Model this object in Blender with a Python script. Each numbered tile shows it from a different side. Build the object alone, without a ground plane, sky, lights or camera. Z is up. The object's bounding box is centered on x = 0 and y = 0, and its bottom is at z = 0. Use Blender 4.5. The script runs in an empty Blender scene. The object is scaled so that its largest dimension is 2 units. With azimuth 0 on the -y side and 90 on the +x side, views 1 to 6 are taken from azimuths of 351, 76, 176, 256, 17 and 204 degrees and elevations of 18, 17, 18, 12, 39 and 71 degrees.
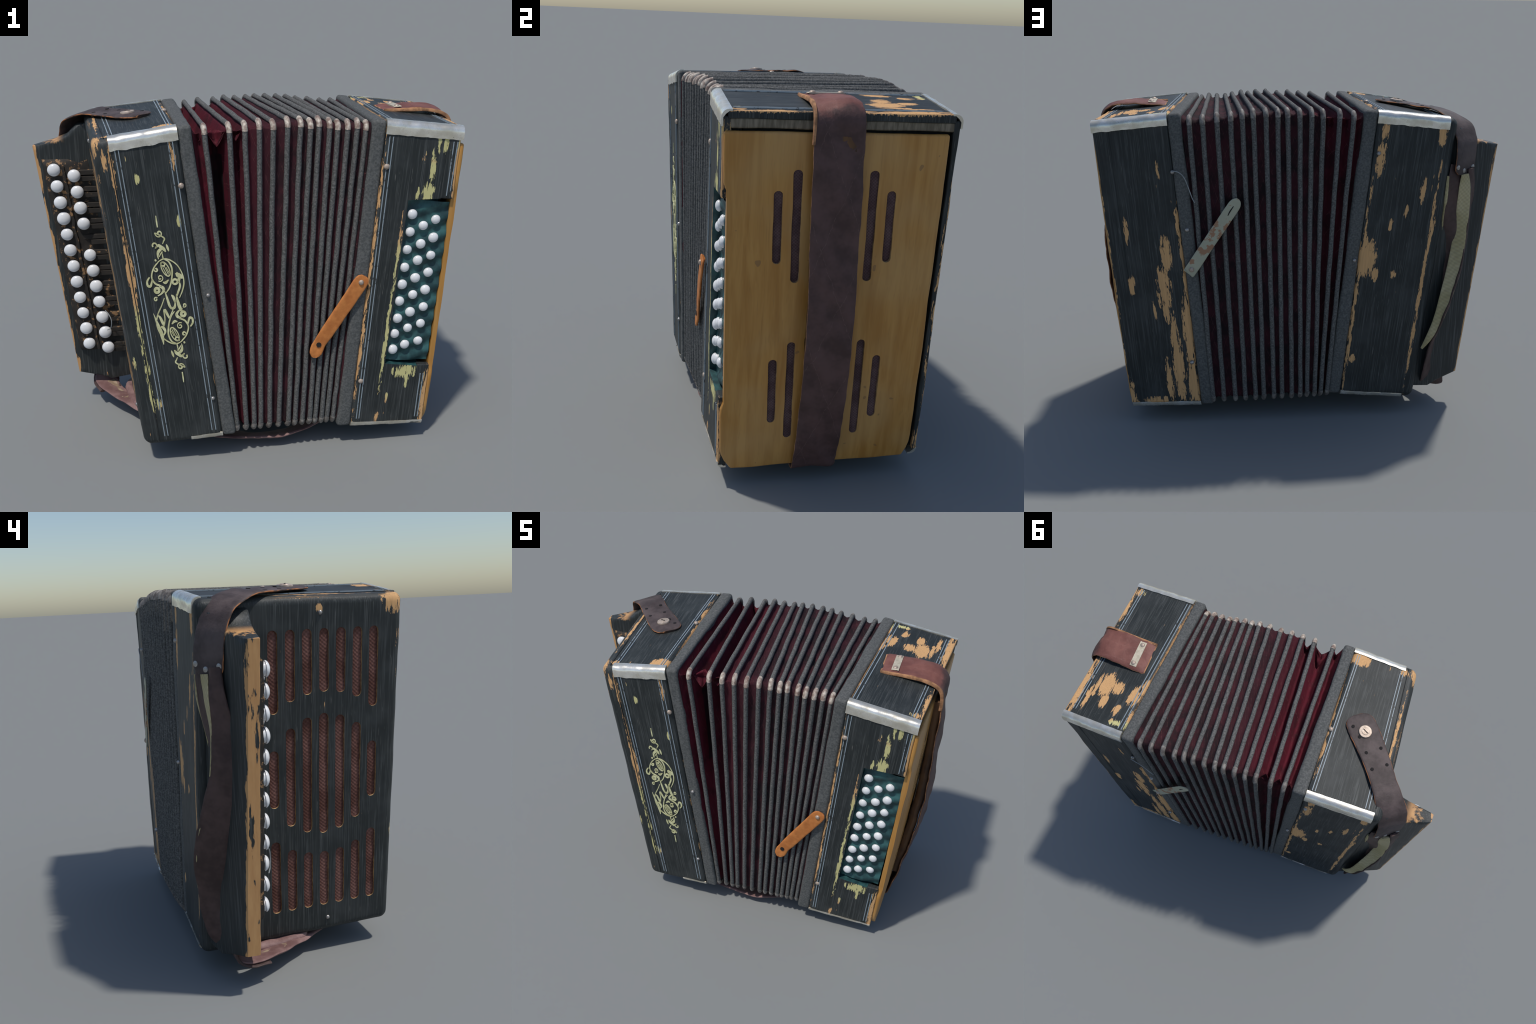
# An old button accordion: two lacquered wooden casings leaning together at the
# foot, a red cloth bellows fanned open between them, leather straps.
import bpy, math, random
import numpy as np
from mathutils import Vector, Matrix, noise as mnoise

random.seed(7)
rng = np.random.default_rng(7)
V3 = lambda *a: np.array(a, float)
unit = lambda a: np.asarray(a, float) / (np.linalg.norm(a) + 1e-12)


def fbm(p, s=1.0, octaves=3):
    return mnoise.fractal(Vector((float(p[0]) * s, float(p[1]) * s, float(p[2]) * s)), 1.0, 2.0, octaves)


# ------------------------------------------------------------------ node helper
class Mat:
    """Small builder for procedural materials; sockets and floats mix freely."""

    def __init__(self, name):
        self.m = bpy.data.materials.new(name)
        self.m.use_nodes = True
        self.t = self.m.node_tree
        self.t.nodes.clear()
        self.out = self.t.nodes.new("ShaderNodeOutputMaterial")
        self.b = self.t.nodes.new("ShaderNodeBsdfPrincipled")
        self.t.links.new(self.b.outputs[0], self.out.inputs[0])
        self.tc = self.t.nodes.new("ShaderNodeTexCoord")
        self.obj = self.tc.outputs["Object"]
        self.gen = self.tc.outputs["Generated"]

    def put(self, sock, v):
        if v is None:
            return
        if isinstance(v, bpy.types.NodeSocket):
            self.t.links.new(v, sock)
        else:
            if hasattr(sock.default_value, "__len__") and not isinstance(v, (int, float)):
                v = tuple(v)
                if len(sock.default_value) == 4 and len(v) == 3:
                    v = (*v, 1)
            sock.default_value = v

    def math(self, op, a, b=0.0, c=None, clamp=False):
        n = self.t.nodes.new("ShaderNodeMath")
        n.operation, n.use_clamp = op, clamp
        self.put(n.inputs[0], a)
        self.put(n.inputs[1], b)
        if c is not None:
            self.put(n.inputs[2], c)
        return n.outputs[0]

    def vmath(self, op, a, b=None):
        n = self.t.nodes.new("ShaderNodeVectorMath")
        n.operation = op
        self.put(n.inputs[0], a)
        if b is not None:
            if op == "SCALE":
                self.put(n.inputs["Scale"], b)
            else:
                self.put(n.inputs[1], b)
        return n.outputs["Value" if op in ("LENGTH", "DOT_PRODUCT", "DISTANCE") else "Vector"]

    def sep(self, v):
        n = self.t.nodes.new("ShaderNodeSeparateXYZ")
        self.put(n.inputs[0], v)
        return n.outputs

    def comb(self, x, y, z):
        n = self.t.nodes.new("ShaderNodeCombineXYZ")
        for s, v in zip(n.inputs, (x, y, z)):
            self.put(s, v)
        return n.outputs[0]

    def noise(self, vec, scale=1.0, detail=3.0, rough=0.55, dist=0.0):
        n = self.t.nodes.new("ShaderNodeTexNoise")
        self.put(n.inputs["Vector"], vec)
        for k, v in (("Scale", scale), ("Detail", detail), ("Roughness", rough), ("Distortion", dist)):
            n.inputs[k].default_value = v
        return n.outputs[0]

    def wave(self, vec, scale=1.0, dist=0.0, detail=1.0, dscale=1.0, axis="X"):
        n = self.t.nodes.new("ShaderNodeTexWave")
        n.bands_direction = axis
        self.put(n.inputs["Vector"], vec)
        for k, v in (("Scale", scale), ("Distortion", dist), ("Detail", detail), ("Detail Scale", dscale)):
            n.inputs[k].default_value = v
        return n.outputs[1]

    def voronoi(self, vec, scale=1.0, feature="F1"):
        n = self.t.nodes.new("ShaderNodeTexVoronoi")
        n.feature = feature
        self.put(n.inputs["Vector"], vec)
        n.inputs["Scale"].default_value = scale
        return n.outputs[0]

    def step(self, v, lo, hi, a=0.0, b=1.0):
        n = self.t.nodes.new("ShaderNodeMapRange")
        n.interpolation_type = "SMOOTHSTEP"
        for s, x in zip(n.inputs, (v, lo, hi, a, b)):
            self.put(s, x)
        return n.outputs[0]

    def mix(self, f, a, b):
        n = self.t.nodes.new("ShaderNodeMix")
        n.data_type = "RGBA"
        self.put(n.inputs[0], f)
        self.put(n.inputs[6], a)
        self.put(n.inputs[7], b)
        return n.outputs[2]

    def bump(self, h, strength=0.3, dist=0.003):
        n = self.t.nodes.new("ShaderNodeBump")
        n.inputs["Strength"].default_value = strength
        n.inputs["Distance"].default_value = dist
        self.put(n.inputs["Height"], h)
        self.put(self.b.inputs["Normal"], n.outputs[0])

    def done(self, color, rough=0.5, metal=0.0, spec=0.5):
        self.put(self.b.inputs["Base Color"], color)
        self.put(self.b.inputs["Roughness"], rough)
        self.put(self.b.inputs["Metallic"], metal)
        self.put(self.b.inputs["Specular IOR Level"], spec)
        return self.m


# --------------------------------------------------------------- mesh utilities
root = bpy.data.objects.new("button_accordion", None)
root["label"] = "old black lacquered button accordion with red cloth bellows"
root["category"] = "accordion"
bpy.context.scene.collection.objects.link(root)


def link(name, mesh, parent=root, mats=()):
    o = bpy.data.objects.new(name, mesh)
    bpy.context.scene.collection.objects.link(o)
    o.parent = parent
    if not mesh.materials:
        for m in mats:
            mesh.materials.append(m)
    return o


def mesh_of(name, verts, faces, angle=40):
    me = bpy.data.meshes.new(name)
    me.from_pydata([tuple(map(float, v)) for v in verts], [], [tuple(map(int, f)) for f in faces])
    me.validate()
    me.polygons.foreach_set("use_smooth", [True] * len(me.polygons))
    if angle:
        me.set_sharp_from_angle(angle=math.radians(angle))
    return me


def make(name, verts, faces, mats, parent=root, angle=40):
    mats = mats if isinstance(mats, (list, tuple)) else [mats]
    return link(name, mesh_of(name, verts, faces, angle), parent, mats)


class Parts:
    """Gathers several small pieces into one mesh."""

    def __init__(self):
        self.v, self.f = [], []

    def add(self, v, f):
        n = len(self.v)
        self.v += [tuple(p) for p in v]
        self.f += [tuple(i + n for i in q) for q in f]


def outward(verts, faces):
    """Make the winding of a closed mesh face outward."""
    vol = 0.0
    for f in faces:
        a = np.asarray(verts[f[0]])
        for i in range(1, len(f) - 1):
            vol += np.dot(a, np.cross(verts[f[i]], verts[f[i + 1]]))
    return faces if vol > 0 else [tuple(reversed(f)) for f in faces]


def cut(obj, cutter):
    """Subtract the cutter; try the solvers in turn until the result is sane."""
    before = len(obj.data.polygons)
    for solver, own in (("EXACT", False), ("EXACT", True), ("FAST", False)):
        m = obj.modifiers.new("cut", "BOOLEAN")
        m.operation, m.object, m.solver = "DIFFERENCE", cutter, solver
        if solver == "EXACT":
            m.use_self, m.material_mode = own, "TRANSFER"
        bpy.context.view_layer.update()
        dg = bpy.context.evaluated_depsgraph_get()
        me = bpy.data.meshes.new_from_object(obj.evaluated_get(dg))
        obj.modifiers.clear()
        print("cut", obj.name, solver, own, before, len(me.polygons))
        if len(me.polygons) > before * 0.6:
            obj.data = me
            break
    bpy.data.objects.remove(cutter)
    me = obj.data
    me.polygons.foreach_set("use_smooth", [True] * len(me.polygons))
    me.set_sharp_from_angle(angle=math.radians(35))


def stops(a, b, r, step):
    """Sample positions from a to b, dense within r of both ends."""
    k = np.linspace(0, 1, 6) ** 1.0
    n = max(2, int((b - a - 2 * r) / step))
    return np.unique(np.round(np.concatenate([a + r * k, np.linspace(a + r, b - r, n + 1), b - r * k[::-1]]), 5))


def box_surface(X, Y, Z):
    """Quads over the six sides of a gridded box."""
    ids, verts, faces = {}, [], []

    def vid(i, j, k):
        if (i, j, k) not in ids:
            ids[i, j, k] = len(verts)
            verts.append((X[i], Y[j], Z[k]))
        return ids[i, j, k]

    nx, ny, nz = len(X) - 1, len(Y) - 1, len(Z) - 1
    for i in range(nx):
        for j in range(ny):
            for k, up in ((0, 0), (nz, 1)):
                q = [vid(i, j, k), vid(i + 1, j, k), vid(i + 1, j + 1, k), vid(i, j + 1, k)]
                faces.append(q if up else q[::-1])
        for k in range(nz):
            for j, up in ((0, 1), (ny, 0)):
                q = [vid(i, j, k), vid(i + 1, j, k), vid(i + 1, j, k + 1), vid(i, j, k + 1)]
                faces.append(q if up else q[::-1])
    for j in range(ny):
        for k in range(nz):
            for i, up in ((0, 0), (nx, 1)):
                q = [vid(i, j, k), vid(i, j + 1, k), vid(i, j + 1, k + 1), vid(i, j, k + 1)]
                faces.append(q if up else q[::-1])
    return np.array(verts), faces


# ------------------------------------------------------------------ the casings
class Case:
    """A leaning, slightly skewed box: u runs from its outer end to the bellows,
    v from the front to the back, w from the foot to the top."""

    def __init__(self, corner):
        self.c = {k: np.array(v) for k, v in corner.items()}
        g = lambda a, b: np.linalg.norm(self.c[a] - self.c[b])
        self.W = (g("OFT", "IFT") + g("OBT", "IBT") + g("OFB", "IFB") + g("OBB", "IBB")) / 4
        self.D = (g("IFT", "IBT") + g("IFB", "IBB")) / 2
        self.H = (g("IFT", "IFB") + g("IBT", "IBB")) / 2
        # affine world -> (u, v, w), used by the materials
        pts, val = [], []
        for k, p in self.c.items():
            pts.append([*p, 1])
            val.append([k[0] == "I", k[1] == "B", k[2] == "T"])
        self.A = np.linalg.lstsq(np.array(pts, float), np.array(val, float), rcond=None)[0]

    def __call__(self, u, v, w):
        p = np.zeros(3)
        for k, c in self.c.items():
            p = p + c * ((u if k[0] == "I" else 1 - u) * (v if k[1] == "B" else 1 - v) * (w if k[2] == "T" else 1 - w))
        return p

    def m(self, x, y, z):
        """Metric position inside the case: x from the outer end, y from the front, z from the foot."""
        return self(x / self.W, y / self.D, z / self.H)


left = Case(dict(OFT=(-0.685, -0.464, 1.533), OBT=(-0.765, 0.396, 1.545), IFT=(-0.337, -0.456, 1.582), IBT=(-0.367, 0.413, 1.585),
                 OFB=(-0.535, -0.438, 0.100), OBB=(-0.61, 0.428, 0.090), IFB=(-0.17, -0.446, 0.122), IBB=(-0.221, 0.432, 0.122)))
right = Case(dict(IFT=(0.56, -0.430, 1.578), OFT=(0.905, -0.447, 1.54), OBT=(0.965, 0.425, 1.54), IBT=(0.618, 0.446, 1.578),
                  IFB=(0.446, -0.423, 0.102), OFB=(0.82, -0.415, 0.080), OBB=(0.85, 0.440, 0.088), IBB=(0.494, 0.452, 0.090)))


def rounded(case, lo, hi, r, step=0.03, wob=0.0015, extra=None, seed=0.0):
    """Rounded box between two metric corners of a case; r may depend on x."""
    lo, hi = np.array(lo, float), np.array(hi, float)
    rf = r if callable(r) else (lambda x: r)
    rmax = max(rf(lo[0]), rf(hi[0]))
    X = stops(lo[0], hi[0], min(rmax, (hi[0] - lo[0]) * 0.49), step)
    Y = stops(lo[1], hi[1], min(rmax, (hi[1] - lo[1]) * 0.49), step)
    Z = stops(lo[2], hi[2], min(rmax, (hi[2] - lo[2]) * 0.49), step)
    if extra is not None:
        X = np.unique(np.concatenate([X, extra]))
    P, F = box_surface(X, Y, Z)
    out = []
    for p in P:
        rr = min(rf(p[0]), 0.499 * (hi - lo).min())
        q = np.clip(p, lo + rr, hi - rr)
        d = p - q
        n = np.linalg.norm(d)
        if n > 1e-9:
            # project the grid square onto the rounded edge
            p = q + d / n * rr
        w = wob * fbm(p + seed, 5.0) * 1.3
        d = d / (n + 1e-9)
        out.append(p + d * w)
    world = [case.m(*p) for p in out]
    return world, outward(world, F), out


# ---------------------------------------------------------------------- materials
PAINT_DARK, PAINT_LIGHT = (0.022, 0.026, 0.026), (0.078, 0.083, 0.081)


def lacquer(name, case, chips, tint=(0.66, 0.38, 0.17), yellow=None, thr=0.42):
    """Black paint over wood. chips: (u, v, w, ru, rv, rw, strength) worn spots."""
    m = Mat(name)
    A = case.A
    uvw = []
    for k in range(3):
        d = m.vmath("DOT_PRODUCT", m.obj, tuple(A[:3, k]))
        uvw.append(m.math("ADD", d, float(A[3, k])))
    q = m.comb(*uvw)
    met = m.vmath("MULTIPLY", q, (case.W, case.D, case.H))
    nz = m.math("ABSOLUTE", m.sep(m.tc.outputs["Normal"])[2])
    top = m.step(nz, 0.6, 0.8)
    n1 = m.t.nodes.new("ShaderNodeMix")
    n1.data_type = "VECTOR"
    m.put(n1.inputs[0], top)
    m.put(n1.inputs[4], m.vmath("MULTIPLY", met, (60, 60, 9)))
    m.put(n1.inputs[5], m.vmath("MULTIPLY", met, (60, 9, 60)))
    grain = n1.outputs[1]
    jag = m.noise(grain, 1.5, 4, 0.65)
    jag2 = m.noise(grain, 4.0, 2, 0.6)
    big = m.noise(met, 9, 2)
    jitter = m.math("ADD", m.math("MULTIPLY", m.math("SUBTRACT", jag, 0.5), 3.4), m.math("MULTIPLY", m.math("SUBTRACT", jag2, 0.5), 1.6))
    field = None
    for u, v, w, ru, rv, rw, s in chips:
        if w > 0.97 and 0.02 < v < 0.98:
            v = 0.94 * v + 0.017
        d = m.vmath("LENGTH", m.vmath("MULTIPLY", m.vmath("SUBTRACT", q, (u, v, w)), (1 / ru, 1 / rv, 1 / rw)))
        f = m.math("MULTIPLY", m.math("SUBTRACT", 1.0, d, clamp=True), s)
        field = f if field is None else m.math("MAXIMUM", field, f)
    field = m.math("ADD", field, m.math("MULTIPLY", jitter, m.step(field, 0.0, 0.25, 0.0, 1.0)))
    # stray flakes anywhere
    flake = m.math("MULTIPLY", m.step(m.noise(grain, 0.7, 2, 0.5), 0.73, 0.745), m.step(big, 0.5, 0.6))
    chip = m.math("MAXIMUM", m.step(field, thr, thr + 0.035), flake)
    # paint: grain streaks, faint cloudy wear
    n2 = m.t.nodes.new("ShaderNodeMix")
    n2.data_type = "VECTOR"
    m.put(n2.inputs[0], top)
    m.put(n2.inputs[4], m.vmath("MULTIPLY", met, (170, 170, 4)))
    m.put(n2.inputs[5], m.vmath("MULTIPLY", met, (170, 6, 170)))
    streak = m.noise(n2.outputs[1], 1.0, 3, 0.6)
    cloud = m.noise(met, 6, 3, 0.6)
    paint = m.mix(m.step(streak, 0.45, 0.78), PAINT_DARK, PAINT_LIGHT)
    paint = m.mix(m.math("MULTIPLY", m.step(cloud, 0.42, 0.72), 0.45), paint, (0.058, 0.063, 0.063))
    scratch = m.math("MULTIPLY", m.step(m.noise(m.vmath("MULTIPLY", met, (230, 230, 9)), 1.0, 2), 0.68, 0.72), m.step(big, 0.42, 0.58))
    paint = m.mix(m.math("MULTIPLY", scratch, 0.5), paint, (0.21, 0.20, 0.18))
    wood = m.mix(m.noise(m.vmath("MULTIPLY", met, (150, 120, 8)), 1.0, 3), tuple(0.72 * c for c in tint), tuple(1.2 * c for c in tint))
    if yellow:
        yv = None
        for u, v, w, ru, rv, rw in yellow:
            d = m.vmath("LENGTH", m.vmath("MULTIPLY", m.vmath("SUBTRACT", q, (u, v, w)), (1 / ru, 1 / rv, 1 / rw)))
            f = m.math("SUBTRACT", 1.0, d, clamp=True)
            yv = f if yv is None else m.math("MAXIMUM", yv, f)
        yv = m.math("ADD", yv, m.math("MULTIPLY", m.math("SUBTRACT", cloud, 0.5), 0.5))
        wood = m.mix(m.step(yv, 0.15, 0.4), wood, (0.60, 0.55, 0.25))
    col = m.mix(chip, paint, wood)
    m.bump(m.math("ADD", m.math("MULTIPLY", streak, 0.5), m.math("MULTIPLY", chip, -0.9)), 0.35, 0.0022)
    return m.done(col, m.mix(chip, (0.55,) * 3, (0.8,) * 3), 0.0, 0.3)


def plain(name, c1, c2, scale, rough=0.6, metal=0.0, bump=0.3, detail=4, stretch=(1, 1, 1), spec=0.4, lo=0.35, hi=0.7):
    m = Mat(name)
    v = m.vmath("MULTIPLY", m.obj, stretch)
    n = m.noise(v, scale, detail, 0.6)
    fine = m.noise(v, scale * 5, 2, 0.6)
    if bump:
        m.bump(m.math("ADD", n, m.math("MULTIPLY", fine, 0.5)), bump, 0.003)
    return m.done(m.mix(m.step(n, lo, hi), c1, c2), rough, metal, spec)


B = 9.0  # a radius that never ends: bands along an edge
left_chips = [
    # front: flaking seam to the end cap, corner, small marks
    (0.20, 0.0, 0.50, 0.035, 0.10, 0.40, 1.15), (0.205, 0.0, 0.60, 0.05, 0.10, 0.13, 1.5), (0.205, 0.0, 0.23, 0.04, 0.1, 0.16, 1.1),
    (0.205, 0.0, 0.90, 0.035, 0.10, 0.12, 1.2), (0.03, 0.0, 0.975, 0.10, 0.10, 0.03, 1.2), (0.13, 0.0, 0.93, 0.035, 0.06, 0.045, 1.2),
    (0.445, 0.0, 0.87, 0.035, 0.05, 0.02, 1.6), (0.827, 0.0, 0.73, 0.03, 0.05, 0.025, 1.6), (0.985, 0.0, 0.55, 0.030, 0.06, 0.60, 0.9),
    (0.86, 0.0, 0.93, 0.05, 0.05, 0.06, 0.9), (0.27, 0.0, 0.15, 0.05, 0.05, 0.03, 1.1), (0.07, 0.0, 0.30, 0.03, 0.05, 0.03, 1.0),
    # top: bare patch by the front trim, scuffed outer edge
    (0.86, 0.06, 1.0, 0.20, 0.055, 0.06, 2.0), (0.19, 0.04, 1.0, 0.09, 0.03, 0.06, 1.4), (0.10, 0.45, 1.0, 0.035, 0.40, 0.05, 0.95),
    (0.0, 0.35, 0.997, 0.07, 0.50, 0.012, 0.85), (0.985, 0.5, 1.0, 0.03, 0.8, 0.05, 0.9), (0.03, 0.03, 0.99, 0.12, 0.09, 0.06, 1.5),
    # back
    (0.93, 1.0, 0.51, 0.17, 0.06, 0.085, 1.75), (0.78, 1.0, 0.455, 0.06, 0.05, 0.035, 1.5), (0.54, 1.0, 0.457, 0.055, 0.05, 0.022, 1.6),
    (0.92, 1.0, 0.85, 0.08, 0.05, 0.075, 1.5), (0.91, 1.0, 0.94, 0.06, 0.05, 0.045, 1.4), (0.31, 1.0, 0.755, 0.055, 0.05, 0.055, 1.4),
    (0.67, 1.0, 0.632, 0.045, 0.05, 0.025, 1.2), (0.49, 1.0, 0.68, 0.035, 0.05, 0.03, 1.1), (0.91, 1.0, 0.14, 0.06, 0.05, 0.02, 1.6),
    (0.985, 1.0, 0.35, 0.035, 0.06, 0.55, 1.0), (0.13, 1.0, 0.45, 0.035, 0.05, 0.55, 1.15), (0.17, 1.0, 0.945, 0.07, 0.05, 0.05, 1.5),
    (0.5, 1.0, 0.0, 0.6, 0.06, 0.015, 1.0), (0.12, 1.0, 0.64, 0.05, 0.05, 0.05, 1.2),
    # outer end: worn front edge and nail marks
    (0.0, 0.0, 0.85, 0.08, 0.04, 0.25, 0.85), (0.0, 0.42, 0.962, 0.1, 0.022, 0.018, 1.5), (0.0, 0.70, 0.70, 0.1, 0.02, 0.05, 0.8),
]
left_yellow = [(0.2, 0.0, 0.3, 0.2, 0.2, 0.25), (0.85, 0.0, 0.75, 0.3, 0.2, 0.15), (0.45, 0, 0.87, 0.2, 0.2, 0.1)]
right_chips = [
    # front: around the button well, streaks under the trim, both edges
    (0.37, 0.0, 0.795, 0.10, 0.06, 0.045, 1.4), (0.35, 0.0, 0.87, 0.05, 0.05, 0.07, 1.0), (0.50, 0.0, 0.785, 0.035, 0.05, 0.03, 1.3),
    (0.316, 0.0, 0.955, 0.035, 0.05, 0.055, 1.7), (0.23, 0.0, 0.955, 0.035, 0.05, 0.055, 1.7), (0.479, 0.0, 0.897, 0.03, 0.05, 0.03, 1.2),
    (0.04, 0.0, 0.87, 0.07, 0.08, 0.12, 1.5), (0.665, 0.0, 0.30, 0.035, 0.05, 0.24, 1.2), (0.655, 0.0, 0.60, 0.035, 0.05, 0.16, 1.1),
    (0.34, 0.0, 0.20, 0.22, 0.05, 0.035, 1.1), (0.31, 0.0, 0.18, 0.06, 0.05, 0.05, 1.2), (0.55, 0.0, 0.104, 0.025, 0.05, 0.03, 1.3),
    (0.985, 0.0, 0.5, 0.03, 0.06, 0.65, 1.0), (0.99, 0.0, 0.26, 0.04, 0.05, 0.14, 1.1), (0.03, 0.0, 0.10, 0.07, 0.06, 0.15, 1.3),
    (0.66, 0.0, 0.03, 0.04, 0.05, 0.03, 1.2),
    # top: big flakes behind the strap, worn outer edge
    (0.40, 0.745, 1.0, 0.16, 0.10, 0.06, 1.75), (0.58, 0.745, 1.0, 0.11, 0.055, 0.06, 1.8), (0.47, 0.86, 1.0, 0.09, 0.06, 0.06, 1.3),
    (0.87, 0.765, 1.0, 0.12, 0.09, 0.06, 1.6), (0.95, 0.68, 1.0, 0.06, 0.09, 0.06, 1.4), (0.72, 0.89, 1.0, 0.08, 0.05, 0.06, 1.4),
    (0.80, 0.97, 1.0, 0.12, 0.03, 0.06, 1.4), (0.98, 0.92, 1.0, 0.06, 0.09, 0.06, 1.4), (0.20, 0.87, 1.0, 0.05, 0.11, 0.06, 1.2),
    (0.03, 0.80, 1.0, 0.10, 0.30, 0.014, 1.5), (0.03, 0.16, 1.0, 0.08, 0.24, 0.014, 1.4), (0.10, 0.05, 1.0, 0.14, 0.04, 0.014, 1.5),
    (0.27, 0.76, 1.0, 0.05, 0.10, 0.06, 1.2), (0.985, 0.5, 1.0, 0.03, 0.8, 0.05, 0.9),
    # back: long flakes low by the bellows
    (0.77, 1.0, 0.825, 0.03, 0.05, 0.045, 1.2), (0.26, 1.0, 0.64, 0.04, 0.05, 0.06, 1.3), (0.96, 1.0, 0.66, 0.05, 0.05, 0.06, 1.3),
    (0.76, 1.0, 0.55, 0.09, 0.05, 0.085, 1.55), (0.24, 1.0, 0.454, 0.06, 0.05, 0.05, 1.6), (0.67, 1.0, 0.43, 0.13, 0.05, 0.10, 1.55),
    (0.68, 1.0, 0.355, 0.07, 0.05, 0.06, 1.4), (0.75, 1.0, 0.28, 0.06, 0.05, 0.09, 1.3), (0.75, 1.0, 0.15, 0.10, 0.05, 0.18, 1.7),
    (0.95, 1.0, 0.25, 0.10, 0.06, 0.20, 1.6), (0.93, 1.0, 0.07, 0.12, 0.06, 0.10, 1.6), (0.60, 1.0, 0.09, 0.07, 0.05, 0.11, 1.4),
    (0.35, 1.0, 0.01, 0.40, 0.05, 0.035, 1.3), (0.51, 1.0, 0.35, 0.03, 0.05, 0.05, 1.2), (0.05, 1.0, 0.05, 0.06, 0.05, 0.08, 1.2),
    (0.98, 1.0, 0.5, 0.05, 0.06, 0.30, 1.2), (0.0, 1.0, 0.45, 0.04, 0.03, 0.60, 0.75),
]
right_yellow = [(0.4, 0.0, 0.8, 0.4, 0.2, 0.12), (0.3, 0.0, 0.95, 0.3, 0.2, 0.08), (0.66, 0.0, 0.35, 0.2, 0.2, 0.35), (0.35, 0.0, 0.17, 0.4, 0.2, 0.14), (0.95, 0.97, 1.0, 0.4, 0.1, 0.2)]

M_left = lacquer("treble_lacquer", left, left_chips, yellow=left_yellow)
M_right = lacquer("bass_lacquer", right, right_chips, yellow=right_yellow)


def board_lacquer():
    """Paint of the fingerboard, rubbed through to wood along its outer edge."""
    m = Mat("fingerboard_lacquer")
    x, y, z = m.sep(m.obj)
    # distance from the leaning outer edge
    e = m.math("ADD", x, m.math("MULTIPLY_ADD", z, 0.1074, 0.8480))
    n = m.noise(m.vmath("MULTIPLY", m.obj, (60, 60, 9)), 0.8, 4, 0.6)
    n2 = m.noise(m.vmath("MULTIPLY", m.obj, (25, 25, 5)), 1.0, 2)
    rim = m.step(e, 0.022, 0.0)
    f = m.math("ADD", m.math("MULTIPLY", rim, 0.62), m.math("MULTIPLY", m.math("SUBTRACT", n, 0.5), 1.5))
    f = m.math("ADD", f, m.math("MULTIPLY", m.math("SUBTRACT", n2, 0.5), 1.2))
    chip = m.math("MAXIMUM", m.step(f, 0.40, 0.46), m.math("MULTIPLY", m.step(m.math("ADD", z, m.math("MULTIPLY", n, 0.06)), 1.442, 1.455), m.step(e, 0.16, 0.10)))
    streak = m.noise(m.vmath("MULTIPLY", m.obj, (140, 140, 4)), 1.0, 3)
    paint = m.mix(m.step(streak, 0.45, 0.8), PAINT_DARK, PAINT_LIGHT)
    wood = m.mix(n, (0.42, 0.20, 0.075), (0.66, 0.38, 0.16))
    m.bump(m.math("SUBTRACT", m.math("MULTIPLY", streak, 0.5), chip), 0.3, 0.002)
    return m.done(m.mix(chip, paint, wood), 0.5, 0, 0.4)


M_board = board_lacquer()
M_worn = plain("worn_wood", (0.30, 0.17, 0.08), (0.62, 0.42, 0.20), 40, 0.8)
M_yellow = plain("pale_wood_rim", (0.46, 0.34, 0.14), (0.62, 0.52, 0.26), 30, 0.8)
M_black = plain("gap_and_seam_black", (0.008, 0.009, 0.010), (0.018, 0.020, 0.021), 20, 0.8)
M_ply = plain("raw_casing_edge", (0.14, 0.115, 0.08), (0.27, 0.225, 0.165), 12, 0.8, stretch=(1, 6, 1))
M_tape = plain("grey_binding_cloth", (0.080, 0.081, 0.077), (0.185, 0.181, 0.172), 130, 0.85, bump=0.6, spec=0.2)
M_frame = plain("frame_leatherette", (0.080, 0.084, 0.081), (0.140, 0.140, 0.135), 110, 0.8, bump=0.6, spec=0.25)
M_corner = plain("pale_corner_leather", (0.22, 0.15, 0.12), (0.62, 0.55, 0.46), 45, 0.5, bump=0.3)
M_corner_dull = plain("dull_corner_leather", (0.11, 0.095, 0.085), (0.30, 0.275, 0.245), 45, 0.6, bump=0.3)  # darker tone for the back and foot corners
M_pearl = plain("white_button", (0.74, 0.74, 0.74), (0.84, 0.84, 0.85), 12, 0.25, bump=0.0, spec=0.5)
M_orange = plain("tan_leather", (0.46, 0.15, 0.035), (0.60, 0.22, 0.055), 25, 0.6, bump=0.25)
M_orange_dark = plain("tan_leather_end", (0.30, 0.13, 0.05), (0.48, 0.20, 0.07), 40, 0.7)
M_silver = plain("steel_screw", (0.30, 0.28, 0.26), (0.50, 0.48, 0.46), 60, 0.4, metal=0.7, bump=0.1)
M_brass = plain("aged_screw", (0.36, 0.28, 0.22), (0.56, 0.46, 0.38), 60, 0.5, metal=0.3, bump=0.1)
M_gold = plain("gilt_transfer", (0.56, 0.54, 0.28), (0.76, 0.74, 0.44), 40, 0.55, bump=0.0)
M_lining = plain("cream_strap_lining", (0.26, 0.18, 0.12), (0.44, 0.34, 0.24), 25, 0.8)


def trim_metal():
    m = Mat("bent_tin_trim")
    n = m.noise(m.obj, 14, 4, 0.6)
    pit = m.step(m.noise(m.obj, 75, 2), 0.74, 0.77)
    c = m.mix(m.step(n, 0.35, 0.7), (0.66, 0.61, 0.50), (0.90, 0.87, 0.79))
    c = m.mix(m.math("MULTIPLY", pit, 0.6), c, (0.12, 0.11, 0.10))
    m.bump(n, 0.35, 0.004)
    return m.done(c, m.step(n, 0.3, 0.7, 0.36, 0.22), 0.7, 0.5)


M_trim = trim_metal()


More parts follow.
